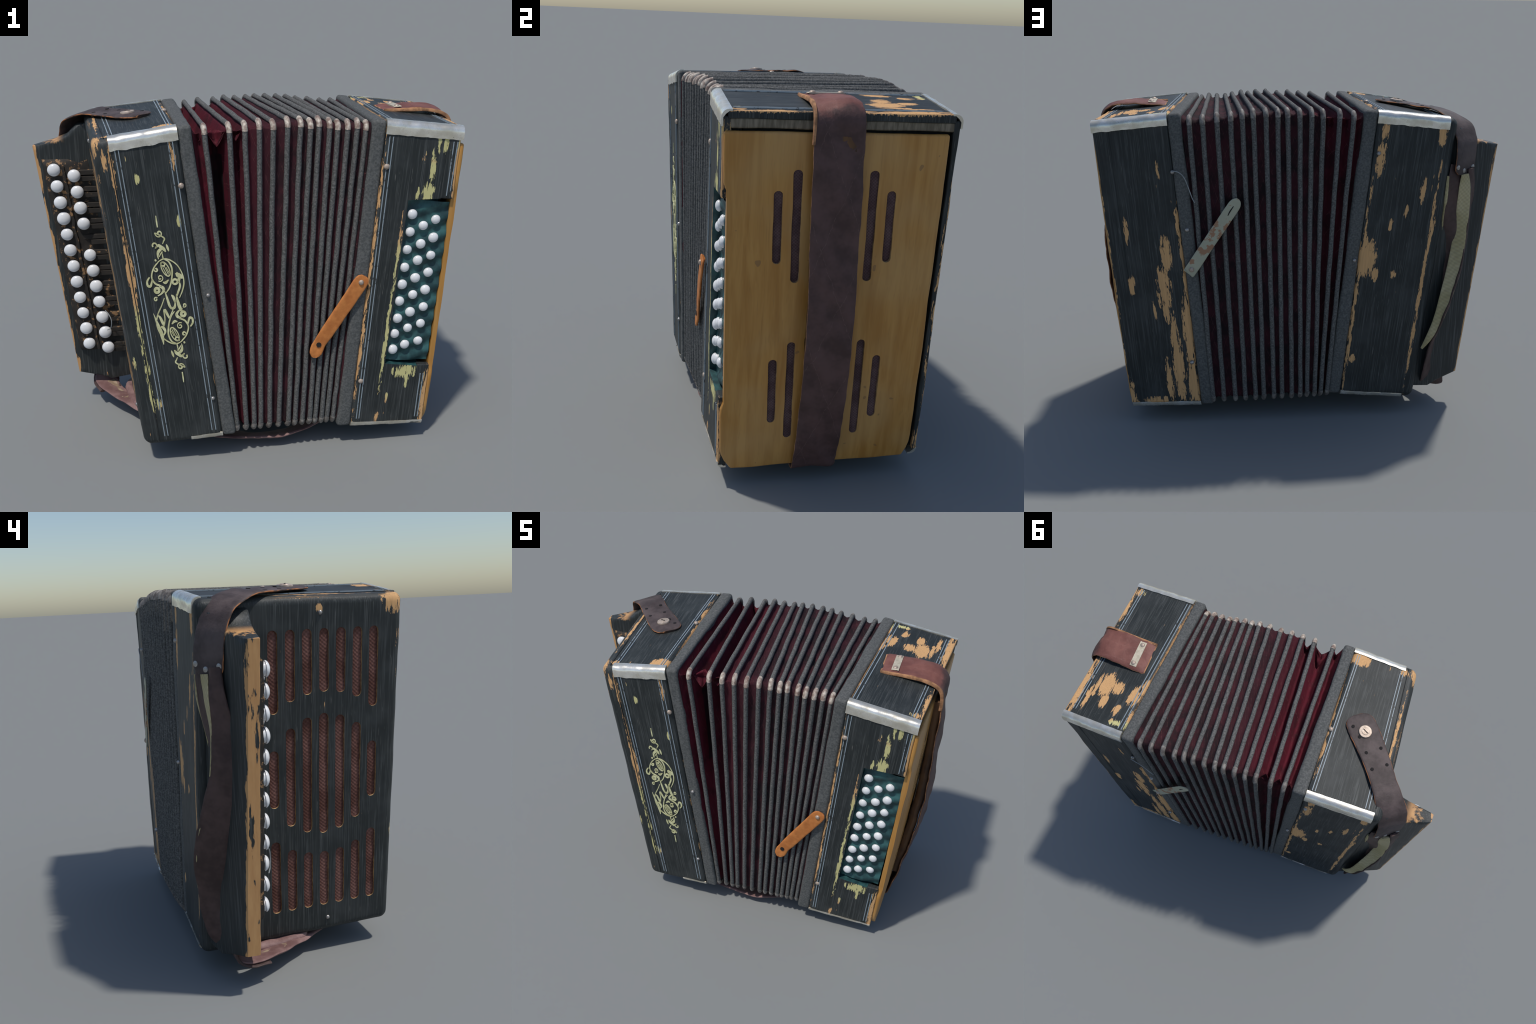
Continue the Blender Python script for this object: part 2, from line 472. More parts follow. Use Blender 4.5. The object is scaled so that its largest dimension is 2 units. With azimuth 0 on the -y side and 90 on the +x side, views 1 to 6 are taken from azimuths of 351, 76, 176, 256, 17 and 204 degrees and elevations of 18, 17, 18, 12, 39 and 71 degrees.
def wood_panel():
    m = Mat("varnished_plywood")
    v = m.vmath("MULTIPLY", m.obj, (30, 30, 1.6))
    g = m.noise(v, 1.0, 4, 0.6, 0.4)
    fine = m.noise(m.vmath("MULTIPLY", m.obj, (210, 210, 5)), 1.0, 3)
    cloud = m.noise(m.obj, 2.6, 2)
    c = m.mix(m.step(g, 0.3, 0.72), (0.42, 0.188, 0.036), (0.55, 0.280, 0.070))
    c = m.mix(m.math("MULTIPLY", m.step(cloud, 0.4, 0.65), 0.45), c, (0.52, 0.32, 0.130))
    c = m.mix(m.math("MULTIPLY", m.step(fine, 0.58, 0.75), 0.35), c, (0.27, 0.135, 0.042))
    spot = m.step(m.noise(m.obj, 22, 1), 0.76, 0.78)
    c = m.mix(m.math("MULTIPLY", spot, 0.5), c, (0.16, 0.09, 0.05))
    m.bump(fine, 0.12, 0.002)
    return m.done(c, 0.38, 0, 0.45)


M_panel = wood_panel()


def woven(name, c1, c2, s=420.0, bump=0.5, var=8.0, dark=0.55):
    m = Mat(name)
    x, y, z = m.sep(m.obj)
    a = m.math("SINE", m.math("MULTIPLY", m.math("ADD", x, y), s))
    b = m.math("SINE", m.math("MULTIPLY", z, s))
    w = m.math("MULTIPLY", m.math("ADD", m.math("MULTIPLY", a, b), 1.0), 0.5)
    n = m.noise(m.obj, var, 3)
    c = m.mix(m.step(n, 0.35, 0.65), c1, c2)
    c = m.mix(m.math("MULTIPLY", w, dark), c, tuple(0.45 * k for k in c1))
    m.bump(w, bump, 0.003)
    return m.done(c, 0.9, 0, 0.15)


M_grille = woven("brown_grille_cloth", (0.13, 0.058, 0.045), (0.23, 0.115, 0.095), 380)
M_grille_r = woven("plum_grille_cloth", (0.105, 0.060, 0.060), (0.17, 0.105, 0.100), 520, var=14)
M_canvas = woven("woven_canvas", (0.44, 0.37, 0.20), (0.54, 0.46, 0.28), 300, dark=0.35)


def bellows_cloth():
    """Crimson brocade with a thin diagonal lattice, greyed toward the folds."""
    m = Mat("crimson_bellows_cloth")
    x, y, z = m.sep(m.obj)
    n = m.noise(m.obj, 9, 4, 0.65)
    fine = m.noise(m.vmath("MULTIPLY", m.obj, (60, 60, 25)), 1.0, 4, 0.7)
    yz = m.math("ADD", y, m.math("MULTIPLY", x, 3.0))
    d1 = m.math("ADD", m.math("ADD", z, yz), m.math("MULTIPLY", n, 0.05))
    d2 = m.math("ADD", m.math("SUBTRACT", z, yz), m.math("MULTIPLY", fine, 0.03))
    l1 = m.step(m.math("ABSOLUTE", m.math("SINE", m.math("MULTIPLY", d1, 38))), 0.10, 0.0)
    l2 = m.step(m.math("ABSOLUTE", m.math("SINE", m.math("MULTIPLY", d2, 38))), 0.08, 0.0)
    lat = m.math("MULTIPLY", m.math("MAXIMUM", l1, l2), m.step(fine, 0.42, 0.6))
    c = m.mix(m.step(n, 0.35, 0.68), (0.017, 0.010, 0.012), (0.052, 0.013, 0.019))
    # redder toward the treble end, except along the back
    open_ = m.math("MULTIPLY", m.step(y, 0.42, 0.34), m.step(m.math("ADD", x, m.math("MULTIPLY", m.math("SUBTRACT", n, 0.5), 0.5)), 0.12, -0.18))
    c = m.mix(m.math("MULTIPLY", open_, m.step(n, 0.3, 0.6, 0.35, 0.75)), c, (0.125, 0.010, 0.024))
    c = m.mix(m.math("MULTIPLY", m.step(fine, 0.56, 0.72), 0.5), c, (0.035, 0.024, 0.027))
    c = m.mix(m.math("MULTIPLY", lat, 0.45), c, (0.26, 0.10, 0.095))
    m.bump(fine, 0.4, 0.004)
    return m.done(c, 0.85, 0, 0.2)


M_cloth = bellows_cloth()
M_tear = plain("painted_tear_dark", (0.012, 0.004, 0.006), (0.045, 0.006, 0.012), 14, 0.9)  # dark colour painted in for the depth of the open split


def leather(name, c1, c2, crease=True, worn=(0.34, 0.17, 0.10)):
    m = Mat(name)
    n = m.noise(m.obj, 10, 4, 0.65)
    fine = m.noise(m.obj, 90, 3, 0.6)
    c = m.mix(m.step(n, 0.32, 0.7), c1, c2)
    if crease:
        x, y, z = m.sep(m.obj)
        j = m.math("MULTIPLY", n, 0.10)
        d1 = m.math("ADD", m.math("MULTIPLY_ADD", y, 2.6, z), j)
        d2 = m.math("ADD", m.math("MULTIPLY_ADD", y, -2.6, z), j)
        k1 = m.step(m.math("ABSOLUTE", m.math("SINE", m.math("MULTIPLY", d1, 7.2))), 0.035, 0.0)
        k2 = m.step(m.math("ABSOLUTE", m.math("SINE", m.math("MULTIPLY", d2, 7.2))), 0.035, 0.0)
        k = m.math("MULTIPLY", m.math("MAXIMUM", k1, k2), m.step(fine, 0.38, 0.6))
        c = m.mix(m.math("MULTIPLY", k, 0.45), c, worn)
    m.bump(m.math("ADD", m.math("MULTIPLY", fine, 0.6), n), 0.5, 0.004)
    return m.done(c, 0.62, 0, 0.35)


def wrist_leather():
    """Redder on the flap on top, darker purple-brown below."""
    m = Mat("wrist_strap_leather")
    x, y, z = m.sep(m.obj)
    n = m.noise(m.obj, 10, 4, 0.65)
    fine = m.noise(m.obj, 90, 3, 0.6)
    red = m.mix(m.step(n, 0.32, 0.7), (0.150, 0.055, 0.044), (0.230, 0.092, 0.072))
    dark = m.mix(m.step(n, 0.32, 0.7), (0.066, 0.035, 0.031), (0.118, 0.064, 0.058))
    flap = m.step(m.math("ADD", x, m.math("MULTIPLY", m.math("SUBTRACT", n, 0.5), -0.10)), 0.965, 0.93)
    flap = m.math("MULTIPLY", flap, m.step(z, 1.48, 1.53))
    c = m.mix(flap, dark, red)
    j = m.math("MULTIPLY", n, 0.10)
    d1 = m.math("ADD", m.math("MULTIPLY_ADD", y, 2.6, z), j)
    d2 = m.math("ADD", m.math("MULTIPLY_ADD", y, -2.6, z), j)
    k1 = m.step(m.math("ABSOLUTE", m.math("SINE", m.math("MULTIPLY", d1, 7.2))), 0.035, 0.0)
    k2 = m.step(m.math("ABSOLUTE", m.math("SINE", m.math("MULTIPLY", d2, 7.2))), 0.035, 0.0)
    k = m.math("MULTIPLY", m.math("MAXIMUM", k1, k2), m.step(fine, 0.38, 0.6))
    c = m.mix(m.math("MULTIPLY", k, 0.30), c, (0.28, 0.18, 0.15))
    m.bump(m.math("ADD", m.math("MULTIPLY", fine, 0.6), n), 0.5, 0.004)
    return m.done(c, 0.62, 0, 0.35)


M_maroon = leather("maroon_leather", (0.095, 0.042, 0.040), (0.180, 0.075, 0.066))
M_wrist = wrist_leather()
M_maroon_dark = leather("dark_maroon_leather", (0.050, 0.030, 0.027), (0.095, 0.058, 0.052), crease=False)
M_pink = leather("faded_strap_leather", (0.16, 0.085, 0.080), (0.30, 0.185, 0.17), crease=False)
M_brown = leather("dark_brown_leather", (0.050, 0.036, 0.034), (0.105, 0.078, 0.074), crease=False)
M_edge = plain("cut_leather_edge", (0.20, 0.10, 0.05), (0.50, 0.25, 0.12), 30, 0.85)
M_edge_dark = plain("burnished_leather_edge", (0.055, 0.035, 0.028), (0.36, 0.14, 0.05), 14, 0.8, lo=0.42, hi=0.62)
M_gap_fill = plain("brown_gap_fill", (0.045, 0.026, 0.018), (0.17, 0.085, 0.036), 9, 0.8, stretch=(1, 1, 0.4))  # colour of the added filler under the wrist strap
M_hole_mark = plain("dark_hole_mark", (0.012, 0.010, 0.010), (0.02, 0.017, 0.016), 30, 0.9)  # dark colour for marks standing in for holes and slots


def well_paint():
    m = Mat("teal_well_paint")
    n = m.noise(m.obj, 16, 4, 0.6)
    c = m.mix(m.step(n, 0.35, 0.7), (0.012, 0.040, 0.044), (0.035, 0.115, 0.115))
    m.bump(n, 0.4, 0.004)
    return m.done(c, 0.5, 0, 0.4)


M_teal = well_paint()


def stripe_paint():
    m = Mat("silver_pinstripe_paint")
    n = m.noise(m.obj, 45, 3, 0.6)
    return m.done(m.mix(m.step(n, 0.56, 0.68), (0.27, 0.32, 0.35), (0.06, 0.065, 0.07)), 0.5, 0, 0.4)


M_stripe = stripe_paint()


def rusty_bar():
    m = Mat("cream_enamelled_bar")
    n = m.noise(m.obj, 24, 4, 0.6)
    x, y, z = m.sep(m.obj)
    mid = m.step(m.math("ABSOLUTE", m.math("SUBTRACT", z, 1.0)), 0.17, 0.03)
    r = m.step(m.math("ADD", n, m.math("MULTIPLY", mid, 0.13)), 0.60, 0.66)
    c = m.mix(m.math("MULTIPLY", r, 0.8), m.mix(n, (0.34, 0.34, 0.25), (0.48, 0.47, 0.36)), (0.32, 0.13, 0.06))
    return m.done(c, 0.55, 0.1, 0.4)


M_bar = rusty_bar()
M_plate = plain("cream_metal_plate", (0.44, 0.39, 0.29), (0.60, 0.54, 0.42), 40, 0.5, metal=0.1, bump=0.1)

# ------------------------------------------------------------ treble casing (left)
W, D, H = left.W, left.D, left.H
verts, faces, loc = rounded(left, (0, 0, 0), (W, D, H), lambda x: 0.036 - 0.010 * min(1, x / 0.16), step=0.028, wob=0.0022, seed=3)
# groove where the end cap meets the frame
treble = make("treble_casing", verts, faces, [M_left, M_worn], angle=35)


def capsule(case, v, w0, w1, half, u0, u1, n=8):
    """Prism with round ends standing across the end of a case."""
    z0, z1 = w0 * case.H + half, w1 * case.H - half
    mid = np.linspace(z1, z0, 14)[1:-1]
    ring = [(half * math.cos(a), z1 + half * math.sin(a)) for a in np.linspace(0, math.pi, n)]
    ring += [(-half, z) for z in mid]
    ring += [(half * math.cos(a), z0 + half * math.sin(a)) for a in np.linspace(math.pi, 2 * math.pi, n)]
    ring += [(half, z) for z in mid[::-1]]
    k = len(ring)
    slant = lambda w: v - 0.04 * (0.8 - w) if case is left else v + 0.012 * (0.8 - w)
    P = []
    for u in (u0, u1):
        for y, z in ring:
            P.append(case(u, slant(z / case.H) + (y + 0.0016 * fbm((v * 40, y * 60, z * 9))) / case.D, z / case.H))
    F = [(i, (i + 1) % k, k + (i + 1) % k, k + i) for i in range(k)] + [tuple(range(k)), tuple(range(2 * k - 1, k - 1, -1))]
    return P, outward(P, F)


def slot_set(case, rows, half, depth, mat_cloth, parent, top_u, body, inset=0.6):
    cutter, cloth = Parts(), Parts()
    for v, w0, w1 in rows:
        cutter.add(*capsule(case, v, w0, w1, half, top_u - 0.1, top_u + depth / case.W))
    for v, w0, w1 in rows:
        # the cloth swells slightly into each slot
        z0, z1 = w0 * case.H - 0.004, w1 * case.H + 0.004
        nz, ny = 16, 6
        P, F = [], []
        slant = lambda w: v - 0.04 * (0.8 - w) if case is left else v + 0.012 * (0.8 - w)
        for i in range(nz + 1):
            z = z0 + (z1 - z0) * i / nz
            for j in range(ny + 1):
                t = -1 + 2 * j / ny
                y = t * (half + 0.004)
                swell = 0.005 * (1 - t * t) + 0.0025 * fbm((v * 50, z, y), 14)
                P.append(case(top_u + (depth * 0.72 - swell) / case.W, slant(z / case.H) + y / case.D, z / case.H))
        a = ny + 1
        for i in range(nz):
            for j in range(ny):
                F.append((i * a + j, i * a + j + 1, i * a + a + j + 1, i * a + a + j))
        make("grille_cloth", P, F, mat_cloth, parent, angle=0)
    c = make("slot_cutter", cutter.v, cutter.f, [body.data.materials[0], M_worn], None, angle=0)
    for p in c.data.polygons:
        p.material_index = 1
    cut(body, c)


rows = []
for k in range(-3, 4):
    v, a = 0.394 + 0.0842 * k, abs(k)
    rows.append((v, (0.739, 0.734, 0.718, 0.687)[a], 0.913))
    hh = (0.179, 0.170, 0.144, 0.084)[a]
    rows.append((v + 0.002, 0.50 - hh, 0.50 + hh))
    rows.append((v, 0.089, (0.263, 0.267, 0.283, 0.314)[a]))
slot_set(left, rows, 0.0205, 0.016, M_grille, treble, 0.0, treble)

# dark seam strip between end cap and frame on front and top
def face_ribbon(case, pts, width, off, face, thick=0.0012):
    """A raised flat stripe on a face. pts in metric face coordinates:
    front/back: (x, z), top: (x, y)."""
    pts = np.array(pts, float)
    wd = np.broadcast_to(np.asarray(width, float), (len(pts),))
    P, F = [], []
    for i, p in enumerate(pts):
        d = unit(pts[min(i + 1, len(pts) - 1)] - pts[max(i - 1, 0)])
        n = V3(-d[1], d[0])
        for s, o in ((-1, -0.002), (-1, off), (1, off), (1, -0.002)):
            a, b = p + n * s * wd[i] / 2
            P.append(case.m(a, -o, b) if face == "front" else case.m(a, case.D + o, b) if face == "back" else case.m(a, b, case.H + o))
    for i in range(len(pts) - 1):
        for j in range(3):
            a = i * 4 + j
            F.append((a, a + 1, a + 5, a + 4))
    F += [(3, 2, 1, 0), tuple(range(4 * len(pts) - 4, 4 * len(pts)))]
    return P, outward(P, F)


def line(a, b, n=24, wob=0.0006):
    a, b = np.array(a, float), np.array(b, float)
    return [a + (b - a) * t + V3(fbm((t * 3, a[0] * 40, 0)), fbm((t * 3, 5, a[0] * 40))) * wob for t in np.linspace(0, 1, n)]


def stripes(case, parent, front, top, back=()):
    for u in front:
        (u0, w0), (u1, w1) = u
        make("pinstripe", *face_ribbon(case, line((u0 * case.W, w0 * case.H), (u1 * case.W, w1 * case.H)), 0.0042, 0.0028, "front"), M_stripe, parent)
    for u in top:
        (u0, v0), (u1, v1) = u
        make("pinstripe", *face_ribbon(case, line((u0 * case.W, v0 * case.D), (u1 * case.W, v1 * case.D)), 0.0042, 0.0028, "top"), M_stripe, parent)


stripes(left, treble,
        [((0.262, 0.03), (0.250, 0.97)), ((0.305, 0.03), (0.292, 0.97)), ((0.865, 0.03), (0.869, 0.97)), ((0.913, 0.03), (0.921, 0.97))],
        [((0.215, 0.05), (0.200, 0.95)), ((0.255, 0.05), (0.243, 0.95)), ((0.895, 0.05), (0.900, 0.95)), ((0.930, 0.05), (0.936, 0.95))])
make("end_cap_seam", *face_ribbon(left, line((0.190 * W, 0.02 * H), (0.188 * W, 0.965 * H)), 0.004, 0.0022, "front"), M_black, treble)
make("end_cap_seam", *face_ribbon(left, line((0.150 * W, 0.02 * D), (0.115 * W, 0.93 * D)), 0.004, 0.0022, "top"), M_black, treble)

# ------------------------------------------------- bent tin trims on long edges
def trim(case, x0, x1, at_back, at_top, parent, w_face=0.056, w_top=0.036, r=0.026, t=0.0045):
    n = 30
    prof = []
    for s in np.linspace(w_face, r, 4):
        prof.append((-t, s))                       # on the face: (out of face, below the edge)
    for a in np.linspace(0, math.pi / 2, 7)[1:-1]:
        prof.append((r - (r + t) * math.cos(a), r - (r + t) * math.sin(a)))
    for s in np.linspace(r, w_top, 3):
        prof.append((s, -t))
    inner = [(-0.0 + 0.003, w_face)] + [(0.003, r)] + [(r * 0.5, r * 0.5)] + [(r, 0.003)] + [(w_top, 0.003)]
    loop = prof + inner[::-1]
    k = len(loop)
    P, F = [], []
    for i in range(n + 1):
        x = x0 + (x1 - x0) * i / n
        for j, (a, b) in enumerate(loop):
            ww = 0.0016 * fbm((x * 22, at_back * 9 + a * 10, at_top * 5 + b * 30), 1.0) if j < len(prof) else 0
            if j == 0:
                b = b + 0.004 * fbm((x * 25, at_back * 7, at_top * 3 + case.W * 50), 1.0)
            a, b = a - ww, b - ww
            P.append(case.m(x, case.D - a if at_back else a, case.H - b if at_top else b))
    for i in range(n):
        for j in range(k):
            a, b = i * k + j, i * k + (j + 1) % k
            F.append((a, b, b + k, a + k))
    F += [tuple(range(k)), tuple(range((n + 1) * k - 1, n * k - 1, -1))]
    make("edge_trim", P, outward(P, F), M_trim, parent, angle=50)


trim(left, 0.190 * W, 0.995 * W, 0, 1, treble)
trim(left, 0.118 * W, 0.995 * W, 1, 1, treble)
trim(left, 0.59 * W, 0.995 * W, 0, 0, treble, w_face=0.022)
trim(left, 0.17 * W, 0.995 * W, 1, 0, treble, w_face=0.022, w_top=0.024)

# ------------------------------------------------------------ gilt scroll ornament
def smooth_path(pts, n=7):
    """Catmull-Rom through rows of values."""
    p = np.array(pts, float)
    if len(p) == 2:
        return np.array([p[0] + (p[1] - p[0]) * t for t in np.linspace(0, 1, n)])
    e = np.vstack([2 * p[0] - p[1], p, 2 * p[-1] - p[-2]])
    out = []
    for i in range(1, len(e) - 2):
        for t in np.linspace(0, 1, n, endpoint=False):
            a, b, c, d = e[i - 1 : i + 3]
            out.append(0.5 * (2 * b + (c - a) * t + (2 * a - 5 * b + 4 * c - d) * t * t + (3 * b - a - 3 * c + d) * t**3))
    out.append(p[-1])
    return np.array(out)


def spiral(cx, cy, r0, r1, a0, turns, w0, w1, n=14):
    """Curl in drawing units: (x, y, width) rows."""
    return [(cx + (r0 + (r1 - r0) * t) * math.cos(a0 + turns * 2 * math.pi * t), cy + (r0 + (r1 - r0) * t) * math.sin(a0 + turns * 2 * math.pi * t), w0 + (w1 - w0) * t) for t in np.linspace(0, 1, n)]


def lens(cx, cy, length, ang, w):
    c, s = math.cos(ang), math.sin(ang)
    return [(cx + c * length * t, cy + s * length * t, max(1.5, w * math.cos(t * math.pi) ** 0.6 if abs(t) < 0.5 else 1.5)) for t in np.linspace(-0.5, 0.5, 7)]


def ellipse(cx, cy, a, b, rot, w, n=20):
    c, s = math.cos(rot), math.sin(rot)
    return [(cx + a * math.cos(t) * c - b * math.sin(t) * s, cy + a * math.cos(t) * s + b * math.sin(t) * c, w) for t in np.linspace(0, 2 * math.pi, n)]


# one half of the scrollwork, drawn about the middle (0, 0), y down, then turned half a turn
half_scroll = [
    [(-109, -638, 6), (-104, -600, 11), (-97, -556, 9)],
    spiral(-86, -512, 7, 30, 2.6, 1.1, 13, 7) + [(-46, -480, 11), (-50, -455, 9), (-58, -436, 5)],
    spiral(-124, -424, 13, 22, 2.4, 0.8, 12, 8) + [(-92, -425, 18), (-70, -412, 26), (-48, -398, 24), (-33, -378, 8)],
    [(-70, -400, 20), (-92, -378, 22), (-97, -350, 13), (-92, -325, 5)],
    [(-60, -380, 10), (-74, -362, 8), (-86, -340, 4)],
    lens(-18, -408, 58, 1.2, 17),
    [(-62, -368, 5), (-57, -340, 10), (-52, -325, 6)],
    lens(-115, -315, 17, 0.3, 15),
    # big ring
    [(-90, -308, 5), (-52, -325, 8), (0, -318, 9), (60, -278, 8), (100, -212, 9), (112, -148, 10), (100, -90, 9), (76, -34, 5)],
    [(-52, -325, 5), (-10, -305, 11), (16, -250, 13), (12, -170, 11), (-6, -110, 10), (-34, -70, 6)],
    [(-90, -308, 6), (-132, -255, 9), (-148, -190, 11), (-120, -142, 13), (-72, -122, 10), (-46, -90, 5)],
    # lyre
    ellipse(-36, -250, 58, 27, 1.05, 8),
    [(-58, -265, 5), (-25, -205, 6)], [(-45, -272, 5), (-13, -212, 6)], [(-30, -262, 5), (-8, -225, 5)],
    ellipse(-58, -287, 17, 13, 0.5, 9, 12),
    # curls
    spiral(-80, -184, 5, 27, 0.5, 1.25, 9, 6), spiral(-112, -246, 5, 17, 4.0, 0.9, 15, 6),
    [(-58, -152, 5), (-36, -148, 19), (-12, -170, 6)],
    [(-144, -190, 6), (-146, -160, 10), (-158, -122, 17), (-180, -126, 17), (-184, -158, 14), (-166, -188, 8)],
    ellipse(-106, -90, 17, 17, 0, 20, 14), [(-90, -120, 10), (-62, -112, 24), (-52, -92, 20), (-70, -66, 12), (-100, -48, 6)],
    spiral(-116, -22, 4, 17, 5.2, 1.05, 12, 7),
]
# flourish and brush lettering that exist once
lettering = [
    [(50, -222, 18), (66, -205, 34), (90, -196, 26), (98, -180, 10)], [(88, -200, 12), (72, -175, 22), (76, -150, 8)],
    ellipse(40, -156, 20, 18, 0, 15, 14), [(70, -165, 8), (80, -125, 15), (62, -70, 14), (52, -40, 8)],
    [(-46, -90, 5), (-28, -40, 15), (-8, 20, 20), (10, 50, 14)], [(10, 52, 16), (34, 40, 20), (40, 10, 12), (34, -20, 6)],
    [(10, -55, 8), (26, -38, 22), (40, 0, 14)], [(50, -60, 6), (58, -20, 18), (74, 30, 26), (92, 66, 20)],
    [(-48, -32, 6), (-72, 30, 8), (-103, 98, 6)], [(-100, 102, 8), (-82, 120, 18), (-62, 160, 22), (-50, 186, 10)],
    [(-50, 186, 8), (-44, 130, 9), (-52, 70, 10), (-46, 55, 16)], [(-46, 55, 18), (-26, 90, 20), (-8, 125, 10)], [(-8, 122, 8), (8, 90, 8), (30, 40, 6)],
    [(-137, 88, 3), (-112, 150, 16), (-84, 215, 26), (-66, 270, 26), (-55, 332, 4)], [(-76, 190, 12), (-56, 200, 22), (-42, 230, 16), (-56, 262, 6)],
]


def stamp(strokes, turn=1.0):
    g = Parts()
    for s in strokes:
        p = smooth_path(s, 6)
        x, y = p[:, 0] * turn, p[:, 1] * turn
        # drawing units to the face of the treble casing
        a = (0.553 * x - 0.0912 * y - 1.8) / 1000 + 0.605 * W
        b = (-0.0874 * x - 0.612 * y + 10.2) / 1000 + 0.478 * H
        g.add(*face_ribbon(left, np.column_stack([a, b]), np.maximum(p[:, 2], 2.2) * 0.58e-3, 0.0031, "front"))
    return g


for part in (stamp(half_scroll), stamp(half_scroll, -1.0)):
    make("gilt_scroll", part.v, part.f, M_gold, treble)
part = stamp(lettering)
make("gilt_lettering", part.v, part.f, M_gold, treble)

# ------------------------------------------------------------------ bass casing (right)
RW, RD, RH = right.W, right.D, right.H
core = rounded(right, (0.055, 0.0, 0), (RW, RD - 0.004, RH), 0.024, step=0.028, wob=0.0018, seed=11)
bass = make("bass_casing", core[0], core[1], [M_right, M_teal], angle=35)
# well for the bass buttons, open toward the end panel
corner = [(0.605, 0.768), (-0.12, 0.788), (-0.05, 0.213), (0.635, 0.226)]
P = []
for v in (-0.08, 0.078):
    for u, w in corner:
        P.append(right(u, v, w))
F = [(0, 1, 2, 3), (7, 6, 5, 4)] + [(i, (i + 1) % 4, 4 + (i + 1) % 4, 4 + i) for i in range(4)]
c = make("well_cutter", P, outward(P, F), [M_right, M_teal], None, angle=0)
for p in c.data.polygons:
    p.material_index = 1
cut(bass, c)

# top and back walls that stand past the core, raw at the end
for lo, hi, r in (((0.0, 0.020, RH - 0.032), (0.075, RD - 0.020, RH + 0.0002), 0.006), ((0.0, RD - 0.024, 0.02), (0.075, RD - 0.0005, RH - 0.024), 0.007)):
    q = rounded(right, lo, hi, r, step=0.03, wob=0.0025, seed=20)
    make("casing_wall", q[0], q[1], M_right, bass, angle=45)
q = rounded(right, (0.006, 0.03, RH - 0.066), (0.07, RD - 0.012, RH - 0.028), 0.008, step=0.03, wob=0.003, seed=31)
make("raw_liner", q[0], q[1], M_ply, bass, angle=45)
q = rounded(right, (0.036, 0.078, 0.02), (0.07, RD - 0.008, RH - 0.02), 0.003, step=0.06, wob=0.0, seed=31)
make("gap_blocker", q[0], q[1], M_black, bass, angle=45)  # added black slab that blocks the view behind the panel

for z0, z1 in ((0.006, 0.222 * RH), (0.780 * RH, 0.985 * RH)):
    q = rounded(right, (0.010, 0.0, z0), (0.070, 0.035, z1), 0.007, step=0.02, wob=0.0015, seed=11)
    make("casing_wall", q[0], q[1], M_right, bass, angle=45)

# varnished end panel with sound slots
q = rounded(right, (-0.010, 0.006, 0.0), (0.012, 0.955 * RD, 0.951 * RH), lambda x: 0.009, step=0.03, wob=0.0025, seed=41)
fixed = []
for p in q[2]:
    # foot corners are cut round, the front edge steps back beside the well
    x, y, z = p
    k = max(0.0, 1 - z / 0.10)
    y = y + (k * k * 0.05 if y < RD * 0.3 else -k * k * 0.05 if y > RD * 0.7 else 0) * (abs(y / RD - 0.5) * 2) ** 4
    if y < 0.05 and 0.19 < z / RH < 0.83:
        y = max(y, 0.018 * min(1, (z / RH - 0.19) / 0.02, (0.83 - z / RH) / 0.02))
    x -= 0.015 * max(0.0, math.sin(math.pi * min(1, max(0, z / (0.951 * RH))))) ** 0.6 * min(1, max(0, y) / 0.2, max(0, 0.99 - y / RD) / 0.12) * (x < 0.0)
    fixed.append(right.m(x, y, z))
panel = make("end_panel", fixed, q[1], [M_panel, M_worn], root, angle=45)
rows = []
for k in range(-3, 4):
    v, a = 0.478 + 0.0815 * k, abs(k)
    rows.append((v, (0.55, 0.555, 0.5625, 0.615)[a], (0.90, 0.89, 0.86, 0.807)[a]))
    rows.append((v, (0.075, 0.08, 0.094, 0.146)[a], (0.42, 0.41, 0.392, 0.342)[a]))
slot_set(right, rows, 0.017, 0.016, M_grille_r, panel, -0.0225 / RW, panel)

trim(right, 0.0 * RW, 0.995 * RW, 0, 1, bass, w_face=0.058)
trim(right, -0.004, 0.995 * RW, 1, 1, bass, w_face=0.050)
trim(right, 0.03 * RW, 0.995 * RW, 0, 0, bass, w_face=0.024)
trim(right, 0.02 * RW, 0.995 * RW, 1, 0, bass, w_face=0.022)
stripes(right, bass,
        [((0.930, 0.03), (0.945, 0.955)), ((0.895, 0.03), (0.900, 0.955)), ((0.123, 0.79), (0.120, 0.955)), ((0.080, 0.80), (0.070, 0.955)),
         ((0.10, 0.03), (0.10, 0.19)), ((0.14, 0.03), (0.14, 0.19))],
        [((0.905, 0.05), (0.905, 0.95)), ((0.955, 0.05), (0.955, 0.95)), ((0.100, 0.05), (0.105, 0.93)), ((0.140, 0.05), (0.145, 0.93))])

# ------------------------------------------------------------------------ buttons
def lathe(profile, n=24):
    """Turned shape about +z from (radius, height) rows, closed at both ends."""
    P = [(r * math.cos(a), r * math.sin(a), h) for r, h in profile for a in np.linspace(0, 2 * math.pi, n, endpoint=False)]
    F = []
    for i in range(len(profile) - 1):
        for j in range(n):
            F.append((i * n + j, i * n + (j + 1) % n, i * n + n + (j + 1) % n, i * n + n + j))
    F += [tuple(range(n))[::-1], tuple(range((len(profile) - 1) * n, len(profile) * n))]
    return P, F


def dome(r, h, stem):
    rows = [(r * 0.82, -stem), (r * 0.84, 0), (r * 0.97, 0.001)]
    for a in np.linspace(0.15, 1, 7):
        rows.append((r * math.cos(a * math.pi / 2 * 0.97), h * math.sin(a * math.pi / 2)))
    return lathe(rows)


def aim(obj, pos, axis, scale=1.0, spin=0.0):
    z = unit(axis)
    q = Vector(z).to_track_quat("Z", "Y").to_matrix().to_4x4() @ Matrix.Rotation(spin, 4, "Z")
    obj.matrix_basis = Matrix.Translation(Vector(pos)) @ q @ Matrix.Scale(scale, 4)


